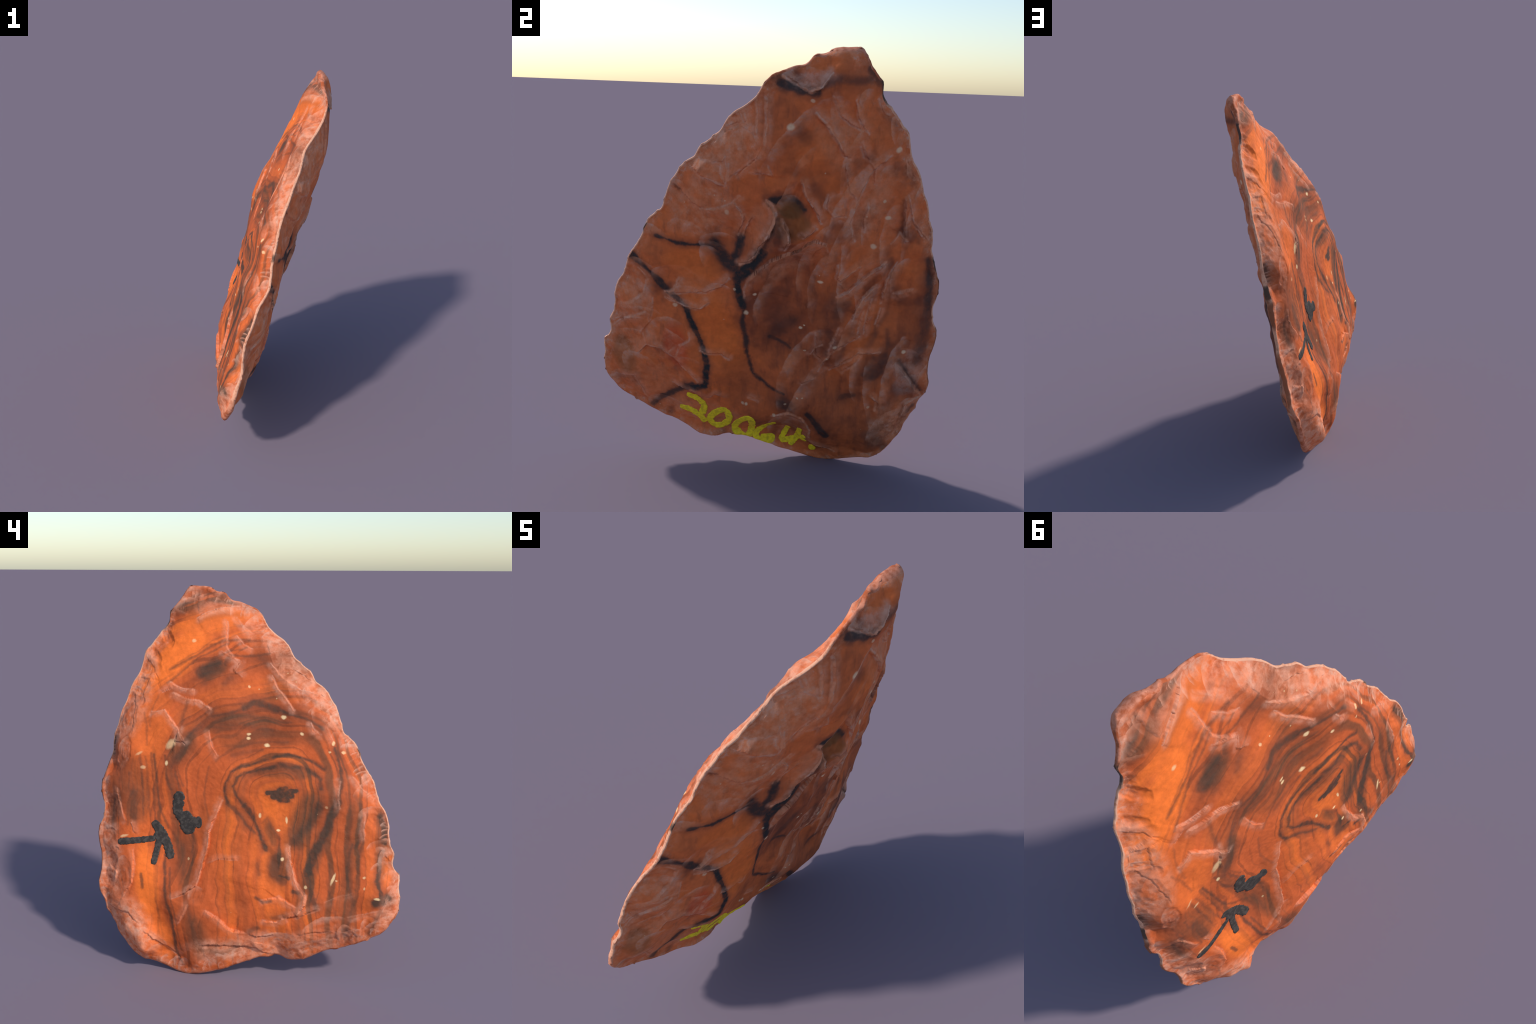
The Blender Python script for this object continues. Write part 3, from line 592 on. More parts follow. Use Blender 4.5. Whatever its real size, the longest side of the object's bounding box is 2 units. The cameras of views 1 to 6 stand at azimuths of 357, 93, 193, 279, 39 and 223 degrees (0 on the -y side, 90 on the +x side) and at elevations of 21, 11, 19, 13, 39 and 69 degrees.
# mineral veins: path, half width, softness, strength
VEINS_BANDED = [
    vein([(-0.561, 1.153), (-0.550, 1.000), (-0.536, 0.830)], half=0.005, soft=0.0095, strength=0.5),
    vein([(-0.506, 1.155), (-0.488, 0.952), (-0.469, 0.799)], half=0.0037, soft=0.0081, strength=0.5),
    vein([(-0.377, 1.176), (-0.364, 1.058), (-0.341, 0.957)], half=0.0075, soft=0.0135, strength=0.6),
    vein([(-0.661, 1.116), (-0.676, 0.961), (-0.660, 0.824)], half=0.01, soft=0.0162, strength=0.5),
    vein([(-0.622, 1.049), (-0.614, 0.912), (-0.620, 0.774)], half=0.005, soft=0.0108, strength=0.5),
    vein([(-0.385, 0.564), (-0.367, 0.415), (-0.339, 0.278), (-0.316, 0.136)], half=0.0037, soft=0.0081, strength=0.5),
    vein([(-0.282, 0.842), (-0.268, 0.723), (-0.266, 0.588)], half=0.005, soft=0.0135, strength=0.45),
    vein([(0.566, 0.979), (0.602, 0.883), (0.611, 0.752), (0.587, 0.637), (0.584, 0.506)], half=0.0075, soft=0.0162, strength=0.5),
    vein([(0.449, 0.629), (0.446, 0.498), (0.492, 0.369)], half=0.005, soft=0.0135, strength=0.4),
    vein([(-0.192, 1.098), (-0.214, 0.963), (-0.183, 0.829)], half=0.0037, soft=0.0108, strength=0.35),
    vein([(-0.159, 1.133), (-0.060, 1.204), (0.074, 1.234), (0.211, 1.237)], half=0.005, soft=0.0121, strength=0.4),
    vein([(0.517, 0.993), (0.546, 0.864), (0.527, 0.715)], half=0.0063, soft=0.0162, strength=0.4),
    vein([(-0.557, 1.368), (-0.532, 1.302), (-0.533, 1.201)], half=0.0037, soft=0.0095, strength=0.4),
    vein([(-0.484, 1.473), (-0.518, 1.383), (-0.519, 1.302)], half=0.0037, soft=0.0095, strength=0.35),
    vein([(-0.727, 1.240), (-0.729, 1.161)], half=0.0125, soft=0.0162, strength=0.9),
    vein([(-0.444, 1.933), (-0.402, 2.005)], half=0.015, soft=0.0189, strength=0.6),
    vein([(-0.337, 1.198), (-0.310, 1.245), (-0.261, 1.305), (-0.210, 1.359)], half=0.0125, soft=0.0216, strength=0.75),
    vein([(-0.210, 1.359), (-0.138, 1.371), (-0.069, 1.385), (-0.020, 1.411)], half=0.0112, soft=0.0216, strength=0.7),
    vein([(-0.020, 1.411), (0.024, 1.433), (0.076, 1.430), (0.153, 1.408)], half=0.0213, soft=0.0216, strength=0.85),
    vein([(0.153, 1.408), (0.231, 1.380), (0.301, 1.360), (0.330, 1.350), (0.382, 1.307)], half=0.0112, soft=0.0162, strength=0.85),
    vein([(-0.185, 1.325), (-0.074, 1.353), (0.011, 1.366), (0.128, 1.346), (0.216, 1.342)], half=0.01, soft=0.0243, strength=0.45),
    vein([(-0.184, 1.302), (-0.101, 1.298), (0.014, 1.308), (0.130, 1.297)], half=0.0125, soft=0.0216, strength=0.5),
    vein([(-0.060, 1.173), (0.009, 1.181), (0.079, 1.189)], half=0.0063, soft=0.0135, strength=0.5),
    vein([(-0.337, 1.198), (-0.358, 1.116), (-0.347, 1.047), (-0.327, 0.996)], half=0.005, soft=0.0108, strength=0.5),
    vein([(0.450, 1.213), (0.487, 1.107), (0.496, 1.025), (0.478, 0.942)], half=0.0112, soft=0.0135, strength=0.85),
    vein([(0.478, 0.942), (0.440, 0.859), (0.418, 0.784), (0.365, 0.674), (0.336, 0.574)], half=0.0238, soft=0.0162, strength=0.9),
    vein([(0.336, 0.574), (0.352, 0.492), (0.389, 0.405)], half=0.0187, soft=0.0162, strength=0.8),
    vein([(-0.083, 0.920), (-0.104, 0.976), (-0.099, 1.022), (-0.072, 1.075), (-0.022, 1.105), (0.053, 1.125), (0.111, 1.144), (0.169, 1.162), (0.226, 1.171), (0.294, 1.158), (0.356, 1.136), (0.402, 1.110)], half=0.0088, soft=0.0121, strength=0.85),
    vein([(-0.000, 0.906), (-0.043, 0.956), (-0.059, 1.001), (-0.041, 1.041), (-0.002, 1.072), (0.061, 1.091), (0.132, 1.104), (0.178, 1.122)], half=0.0097, soft=0.0135, strength=0.85),
    vein([(0.178, 1.122), (0.229, 1.113), (0.302, 1.105), (0.359, 1.079), (0.388, 1.052), (0.390, 1.008)], half=0.015, soft=0.0189, strength=0.85),
    vein([(-0.000, 0.906), (0.048, 0.846), (0.083, 0.779), (0.095, 0.735), (0.125, 0.691)], half=0.0125, soft=0.0135, strength=0.9),
    vein([(-0.083, 0.914), (-0.028, 0.865), (0.015, 0.810), (0.063, 0.773)], half=0.0125, soft=0.0162, strength=0.75),
    vein([(0.388, 0.918), (0.335, 0.820), (0.270, 0.738)], half=0.0275, soft=0.0351, strength=0.75),
    vein([(0.126, 0.979), (0.194, 0.988), (0.264, 0.992)], half=0.0125, soft=0.0081, strength=0.95),
    vein([(0.160, 0.964), (0.234, 0.968)], half=0.0213, soft=0.0081, strength=0.95),
    vein([(0.189, 0.948), (0.221, 0.941)], half=0.0175, soft=0.0081, strength=0.95),
    vein([(0.177, 0.993), (0.213, 1.005)], half=0.0125, soft=0.0081, strength=0.95),
    vein([(0.096, 0.820), (0.123, 0.849), (0.160, 0.795), (0.191, 0.740)], half=0.0075, soft=0.0135, strength=0.5),
    vein([(0.177, 0.648), (0.168, 0.565), (0.213, 0.530)], half=0.0275, soft=0.0189, strength=0.6),
    vein([(0.196, 0.563), (0.246, 0.552)], half=0.0125, soft=0.0081, strength=0.8),
    vein([(0.270, 0.479), (0.290, 0.475)], half=0.0112, soft=0.0095, strength=0.8),
    vein([(0.080, 0.441), (0.119, 0.422), (0.160, 0.432)], half=0.0088, soft=0.0095, strength=0.7),
    vein([(0.085, 0.611), (0.095, 0.562)], half=0.0125, soft=0.0135, strength=0.5),
    vein([(0.556, 0.733), (0.542, 0.667), (0.536, 0.568), (0.571, 0.439), (0.561, 0.356), (0.535, 0.278)], half=0.01, soft=0.0162, strength=0.65),
    vein([(0.599, 0.882), (0.597, 0.768), (0.568, 0.717)], half=0.0112, soft=0.0135, strength=0.6),
    vein([(0.691, 0.887), (0.711, 0.822), (0.711, 0.757)], half=0.02, soft=0.0162, strength=0.9),
    vein([(0.709, 0.707), (0.692, 0.641), (0.688, 0.560), (0.715, 0.482)], half=0.0125, soft=0.0121, strength=0.9),
    vein([(0.684, 0.448), (0.716, 0.458), (0.739, 0.475)], half=0.025, soft=0.0162, strength=0.95),
    vein([(0.710, 0.407), (0.684, 0.347), (0.657, 0.293)], half=0.015, soft=0.0162, strength=0.75),
    vein([(0.591, 1.131), (0.607, 1.073)], half=0.0088, soft=0.0135, strength=0.5),
    vein([(-0.490, 1.147), (-0.471, 1.012), (-0.446, 0.860), (-0.404, 0.776)], half=0.005, soft=0.0095, strength=0.6),
    vein([(-0.429, 1.149), (-0.414, 1.039), (-0.383, 0.939), (-0.352, 0.838)], half=0.0063, soft=0.0108, strength=0.6),
    vein([(-0.535, 1.137), (-0.522, 1.001), (-0.501, 0.831)], half=0.005, soft=0.0108, strength=0.4),
    vein([(-0.396, 0.776), (-0.345, 0.702), (-0.346, 0.617)], half=0.0063, soft=0.0108, strength=0.4),
    vein([(-0.415, 0.630), (-0.405, 0.483), (-0.389, 0.386), (-0.358, 0.265), (-0.342, 0.109), (-0.309, 0.060)], half=0.0075, soft=0.0095, strength=0.75),
    vein([(-0.318, 0.686), (-0.308, 0.535)], half=0.0112, soft=0.0216, strength=0.5),
    vein([(-0.287, 0.421), (-0.255, 0.295), (-0.230, 0.201), (-0.195, 0.142)], half=0.015, soft=0.027, strength=0.6),
    vein([(-0.455, 0.578), (-0.442, 0.374), (-0.416, 0.199)], half=0.0037, soft=0.0108, strength=0.25),
    vein([(-0.598, 0.947), (-0.589, 0.827)], half=0.025, soft=0.0243, strength=0.65),
    vein([(-0.538, 0.522), (-0.526, 0.454)], half=0.0075, soft=0.0081, strength=0.7),
    vein([(-0.707, 0.908), (-0.709, 0.778)], half=0.01, soft=0.0135, strength=0.6),
    vein([(-0.162, 0.144), (-0.082, 0.136), (-0.029, 0.175)], half=0.0175, soft=0.027, strength=0.6),
    vein([(0.043, 0.262), (0.094, 0.283)], half=0.015, soft=0.0162, strength=0.6),
    vein([(0.169, 0.340), (0.228, 0.352)], half=0.015, soft=0.0162, strength=0.6),
    vein([(-0.448, 1.529), (-0.396, 1.571), (-0.344, 1.614), (-0.279, 1.670), (-0.201, 1.713), (-0.136, 1.746)], half=0.0063, soft=0.0095, strength=0.55),
    vein([(-0.433, 1.605), (-0.373, 1.640), (-0.300, 1.677), (-0.223, 1.734), (-0.138, 1.767), (-0.023, 1.773)], half=0.0075, soft=0.0121, strength=0.65),
    vein([(-0.394, 1.640), (-0.289, 1.704), (-0.219, 1.762), (-0.154, 1.792)], half=0.0037, soft=0.0095, strength=0.4),
    vein([(-0.119, 1.708), (-0.066, 1.719), (-0.033, 1.731)], half=0.005, soft=0.0081, strength=0.5),
    vein([(-0.117, 1.687), (-0.036, 1.682), (0.084, 1.698)], half=0.0088, soft=0.0108, strength=0.6),
    vein([(-0.260, 1.595), (-0.227, 1.616), (-0.181, 1.644)], half=0.0375, soft=0.027, strength=0.8),
    vein([(-0.140, 1.644), (-0.122, 1.666)], half=0.0175, soft=0.0162, strength=0.7),
    vein([(-0.241, 1.533), (-0.223, 1.568)], half=0.02, soft=0.027, strength=0.5),
    vein([(-0.131, 1.534), (-0.106, 1.562)], half=0.0175, soft=0.0243, strength=0.5),
    vein([(-0.426, 1.942), (-0.385, 1.969), (-0.315, 2.021)], half=0.0213, soft=0.0216, strength=0.75),
    vein([(-0.287, 2.021), (-0.240, 2.024), (-0.174, 2.025)], half=0.01, soft=0.0162, strength=0.6),
    vein([(-0.255, 1.985), (-0.189, 1.986), (-0.133, 1.983)], half=0.015, soft=0.0189, strength=0.65),
    vein([(-0.299, 1.869), (-0.234, 1.893), (-0.164, 1.919), (-0.073, 1.921)], half=0.015, soft=0.0338, strength=0.4),
    vein([(-0.114, 1.866), (-0.025, 1.841)], half=0.0075, soft=0.0162, strength=0.35),
    vein([(-0.323, 1.430), (-0.338, 1.368), (-0.349, 1.306)], half=0.0125, soft=0.0243, strength=0.6),
    vein([(-0.187, 1.378), (-0.233, 1.324), (-0.271, 1.283)], half=0.0175, soft=0.0243, strength=0.65),
    vein([(-0.313, 1.208), (-0.352, 1.160), (-0.391, 1.106)], half=0.0275, soft=0.0338, strength=0.6),
    vein([(-0.144, 1.319), (-0.057, 1.315), (0.041, 1.313)], half=0.015, soft=0.0297, strength=0.5),
    vein([(-0.031, 1.172), (0.022, 1.180)], half=0.015, soft=0.0243, strength=0.5),
    vein([(0.043, 1.684), (0.079, 1.644)], half=0.025, soft=0.0338, strength=0.5),
    vein([(0.148, 1.701), (0.225, 1.695), (0.283, 1.627)], half=0.02, soft=0.027, strength=0.5),
    vein([(-0.071, 1.164), (-0.019, 1.179)], half=0.015, soft=0.0216, strength=0.5),
    vein([(0.580, 1.132), (0.587, 1.106)], half=0.0088, soft=0.0108, strength=0.6),
]

VEINS_DARK = [
    vein([(-0.732, 1.284), (-0.742, 1.208)], half=0.0112, soft=0.0162, strength=0.6),
    vein([(-0.406, 1.986), (-0.450, 1.931)], half=0.0224, soft=0.0216, strength=0.8),
    vein([(-0.061, 1.966), (-0.009, 1.945)], half=0.014, soft=0.0216, strength=0.6),
    vein([(-0.509, 0.865), (-0.508, 0.763)], half=0.0084, soft=0.0189, strength=0.55),
    vein([(-0.335, 0.933), (-0.324, 0.810)], half=0.014, soft=0.0297, strength=0.45),
    vein([(-0.567, 0.786), (-0.567, 0.704)], half=0.0112, soft=0.0189, strength=0.55),
    vein([(-0.557, 0.674), (-0.521, 0.652), (-0.495, 0.590), (-0.485, 0.557)], half=0.0196, soft=0.0216, strength=0.6),
    vein([(-0.478, 0.571), (-0.522, 0.547), (-0.550, 0.590)], half=0.0168, soft=0.0216, strength=0.7),
    vein([(-0.296, 0.780), (-0.323, 0.726)], half=0.0224, soft=0.027, strength=0.5),
    vein([(-0.568, 1.081), (-0.566, 0.965), (-0.555, 0.870)], half=0.0112, soft=0.0243, strength=0.45),
    vein([(-0.407, 0.816), (-0.372, 0.716), (-0.351, 0.647)], half=0.0112, soft=0.0243, strength=0.4),
    vein([(-0.730, 0.750), (-0.720, 0.654)], half=0.0336, soft=0.0351, strength=0.7),
    vein([(-0.722, 1.095), (-0.748, 0.890)], half=0.0196, soft=0.027, strength=0.6),
    vein([(-0.515, 0.230), (-0.561, 0.136)], half=0.042, soft=0.0405, strength=0.5),
    vein([(-0.091, 0.399), (-0.130, 0.374)], half=0.0336, soft=0.0297, strength=0.7),
    vein([(0.514, 1.179), (0.419, 1.167), (0.327, 1.165), (0.237, 1.181)], half=0.0112, soft=0.0108, strength=0.95),
    vein([(0.239, 1.179), (0.204, 1.137), (0.177, 1.105), (0.145, 1.087)], half=0.0364, soft=0.027, strength=0.95),
    vein([(0.156, 1.110), (0.132, 1.167), (0.118, 1.230)], half=0.0224, soft=0.0189, strength=0.95),
    vein([(0.198, 1.076), (0.155, 1.069)], half=0.0168, soft=0.027, strength=0.6),
    vein([(-0.042, 1.350), (-0.029, 1.284), (-0.000, 1.231), (0.029, 1.172)], half=0.0154, soft=0.0162, strength=0.8),  # black fill of the pit beneath the crest, this and next three
    vein([(0.029, 1.177), (0.058, 1.131), (0.088, 1.086), (0.119, 1.057)], half=0.0336, soft=0.0189, strength=1.0),
    vein([(0.124, 1.066), (0.133, 1.005), (0.117, 0.952), (0.101, 0.900)], half=0.021, soft=0.0135, strength=1.0),
    vein([(-0.038, 1.323), (-0.058, 1.305), (-0.040, 1.240)], half=0.0196, soft=0.027, strength=0.6),
    vein([(0.101, 0.913), (0.100, 0.788), (0.081, 0.643), (0.049, 0.533), (-0.024, 0.462), (-0.096, 0.434)], half=0.0084, soft=0.0108, strength=0.9),
    vein([(0.636, 1.067), (0.578, 1.032), (0.516, 0.979), (0.438, 0.915), (0.374, 0.859)], half=0.0168, soft=0.0121, strength=0.95),
    vein([(0.374, 0.859), (0.328, 0.746), (0.285, 0.647), (0.270, 0.548)], half=0.0168, soft=0.0108, strength=1.0),
    vein([(0.270, 0.566), (0.280, 0.448), (0.343, 0.422)], half=0.0196, soft=0.0121, strength=1.0),
    vein([(0.342, 0.438), (0.422, 0.372), (0.509, 0.309), (0.560, 0.252)], half=0.0168, soft=0.0135, strength=0.9),
    vein([(-0.021, 1.439), (-0.054, 1.451), (-0.096, 1.462), (-0.130, 1.443), (-0.162, 1.403)], half=0.014, soft=0.0162, strength=0.95),
    vein([(-0.036, 1.932), (-0.118, 1.909), (-0.197, 1.905)], half=0.0182, soft=0.0162, strength=0.9),
    vein([(-0.209, 1.925), (-0.286, 1.967), (-0.353, 1.947), (-0.408, 1.943)], half=0.0224, soft=0.0243, strength=0.7),
    vein([(-0.423, 1.974), (-0.447, 1.944), (-0.469, 1.899)], half=0.014, soft=0.0135, strength=0.9),
    vein([(-0.729, 1.120), (-0.745, 1.011), (-0.750, 0.875)], half=0.0224, soft=0.0216, strength=0.85),
    vein([(-0.750, 0.875), (-0.743, 0.746), (-0.721, 0.610)], half=0.0336, soft=0.0338, strength=0.75),
    vein([(-0.633, 0.624), (-0.696, 0.533), (-0.750, 0.448)], half=0.014, soft=0.0189, strength=0.8),
    vein([(-0.503, 0.607), (-0.547, 0.635), (-0.514, 0.557)], half=0.028, soft=0.0338, strength=0.7),
    vein([(-0.218, 0.343), (-0.268, 0.266), (-0.310, 0.206)], half=0.0196, soft=0.0135, strength=0.9),
    vein([(-0.082, 0.385), (-0.122, 0.370)], half=0.0308, soft=0.027, strength=0.8),
    vein([(-0.377, 0.429), (-0.430, 0.448)], half=0.0168, soft=0.0162, strength=0.7),
    vein([(-0.049, 0.761), (-0.100, 0.817), (-0.130, 0.839)], half=0.0392, soft=0.0405, strength=0.6),
    vein([(-0.024, 0.733), (-0.086, 0.707), (-0.118, 0.685)], half=0.0112, soft=0.0135, strength=0.8),
    vein([(-0.480, 0.721), (-0.520, 0.799), (-0.561, 0.871), (-0.569, 0.967)], half=0.014, soft=0.027, strength=0.5),
    vein([(-0.587, 1.418), (-0.602, 1.229)], half=0.0084, soft=0.0162, strength=0.5),
    vein([(-0.550, 0.189), (-0.606, 0.118)], half=0.028, soft=0.027, strength=0.6),
    vein([(-0.268, 0.885), (-0.307, 0.982)], half=0.0196, soft=0.0297, strength=0.4),
    vein([(-0.304, 0.765), (-0.286, 0.673)], half=0.0168, soft=0.0243, strength=0.4),
    vein([(-0.196, 1.519), (-0.247, 1.455)], half=0.028, soft=0.0338, strength=0.5),
    vein([(-0.701, 0.333), (-0.724, 0.353)], half=0.0168, soft=0.0162, strength=0.7),
    vein([(0.427, 1.423), (0.409, 1.406)], half=0.0084, soft=0.0108, strength=0.6),
    vein([(-0.503, 1.772), (-0.525, 1.751)], half=0.0112, soft=0.0189, strength=0.5),
]

# pale inclusions: centre, direction, radii, strength
SPOTS_BANDED = [
    spot((0.106, 1.216), angle=-9, along=0.019, across=0.012, strength=1.0),
    spot((0.186, 1.367), angle=0, along=0.017, across=0.012, strength=1.0),
    spot((0.011, 1.274), angle=4, along=0.013, across=0.008, strength=0.8),
    spot((0.010, 1.252), angle=5, along=0.012, across=0.010, strength=0.9),
    spot((0.284, 1.280), angle=-17, along=0.014, across=0.008, strength=0.8),
    spot((-0.315, 1.764), angle=23, along=0.015, across=0.011, strength=0.6),
    spot((0.441, 1.238), angle=0, along=0.010, across=0.014, strength=0.7),
    spot((0.498, 1.194), angle=4, along=0.013, across=0.010, strength=0.6),
    spot((0.084, 0.859), angle=0, along=0.010, across=0.014, strength=0.8),
    spot((0.224, 0.840), angle=0, along=0.006, across=0.018, strength=0.8),
    spot((0.187, 0.789), angle=-5, along=0.012, across=0.008, strength=0.9),
    spot((0.205, 0.643), angle=0, along=0.011, across=0.010, strength=0.9),
    spot((0.468, 0.556), angle=-14, along=0.008, across=0.035, strength=0.8),
    spot((0.332, 0.508), angle=0, along=0.010, across=0.010, strength=0.7),
    spot((0.691, 0.469), angle=-6, along=0.019, across=0.008, strength=0.8),
    spot((-0.419, 1.110), angle=-17, along=0.010, across=0.014, strength=0.9),
    spot((-0.550, 1.082), angle=4, along=0.016, across=0.010, strength=0.5),
    spot((-0.007, 1.523), angle=0, along=0.008, across=0.011, strength=0.6),
    spot((-0.637, 0.718), angle=18, along=0.026, across=0.007, strength=0.6),
    spot((0.622, 0.573), angle=6, along=0.009, across=0.008, strength=0.6),
    spot((0.148, 0.964), angle=0, along=0.001, across=0.001, strength=0),
    spot((-0.396, 1.209), angle=41, along=0.038, across=0.021, strength=0.6),
    spot((0.628, 0.517), angle=0, along=0.006, across=0.008, strength=0.5),
    spot((0.424, 1.195), angle=-30, along=0.008, across=0.007, strength=0.6),
    spot((-0.566, 1.153), angle=31, along=0.023, across=0.009, strength=0.4),
    spot((-0.287, 0.617), angle=0, along=0.007, across=0.008, strength=0.5),
    spot((0.422, 0.915), angle=6, along=0.009, across=0.008, strength=0.3),
    spot((0.485, 0.549), angle=-14, along=0.008, across=0.005, strength=0.5),
]

SPOTS_DARK = [
    spot((-0.087, 1.766), angle=157, along=0.021, across=0.016, strength=0.8),
    spot((-0.172, 1.873), angle=180, along=0.011, across=0.009, strength=0.5),
    spot((-0.549, 1.650), angle=-165, along=0.016, across=0.015, strength=0.7),
    spot((-0.525, 1.341), angle=-177, along=0.017, across=0.011, strength=0.7),
    spot((-0.508, 1.423), angle=-173, along=0.008, across=0.010, strength=0.6),
    spot((-0.470, 1.216), angle=-161, along=0.018, across=0.012, strength=0.6),
    spot((-0.250, 1.043), angle=180, along=0.016, across=0.009, strength=0.8),
    spot((0.049, 0.970), angle=174, along=0.009, across=0.009, strength=0.8),
    spot((0.088, 0.870), angle=176, along=0.013, across=0.013, strength=0.9),
    spot((-0.160, 0.800), angle=174, along=0.009, across=0.009, strength=0.9),
    spot((-0.177, 0.816), angle=171, along=0.006, across=0.005, strength=0.7),
    spot((-0.187, 0.676), angle=174, along=0.009, across=0.006, strength=0.6),
    spot((-0.652, 0.673), angle=-145, along=0.012, across=0.013, strength=0.8),
    spot((-0.296, 0.639), angle=180, along=0.007, across=0.008, strength=0.7),
    spot((0.080, 0.357), angle=-163, along=0.010, across=0.009, strength=0.7),
    spot((0.427, 0.862), angle=167, along=0.013, across=0.011, strength=0.6),
    spot((0.100, 0.359), angle=-156, along=0.010, across=0.008, strength=0.6),
    spot((-0.051, 0.303), angle=173, along=0.008, across=0.013, strength=0.7),
    spot((-0.167, 0.432), angle=164, along=0.007, across=0.006, strength=0.6),
    spot((-0.191, 0.438), angle=180, along=0.006, across=0.005, strength=0.5),
    spot((0.143, 0.980), angle=167, along=0.009, across=0.008, strength=0.5),
    spot((-0.330, 0.714), angle=160, along=0.012, across=0.009, strength=0.5),
    spot((0.177, 1.347), angle=171, along=0.012, across=0.017, strength=0.5),
    spot((-0.106, 0.384), angle=159, along=0.009, across=0.006, strength=0.5),
    spot((-0.503, 0.388), angle=174, along=0.010, across=0.009, strength=0.4),
]

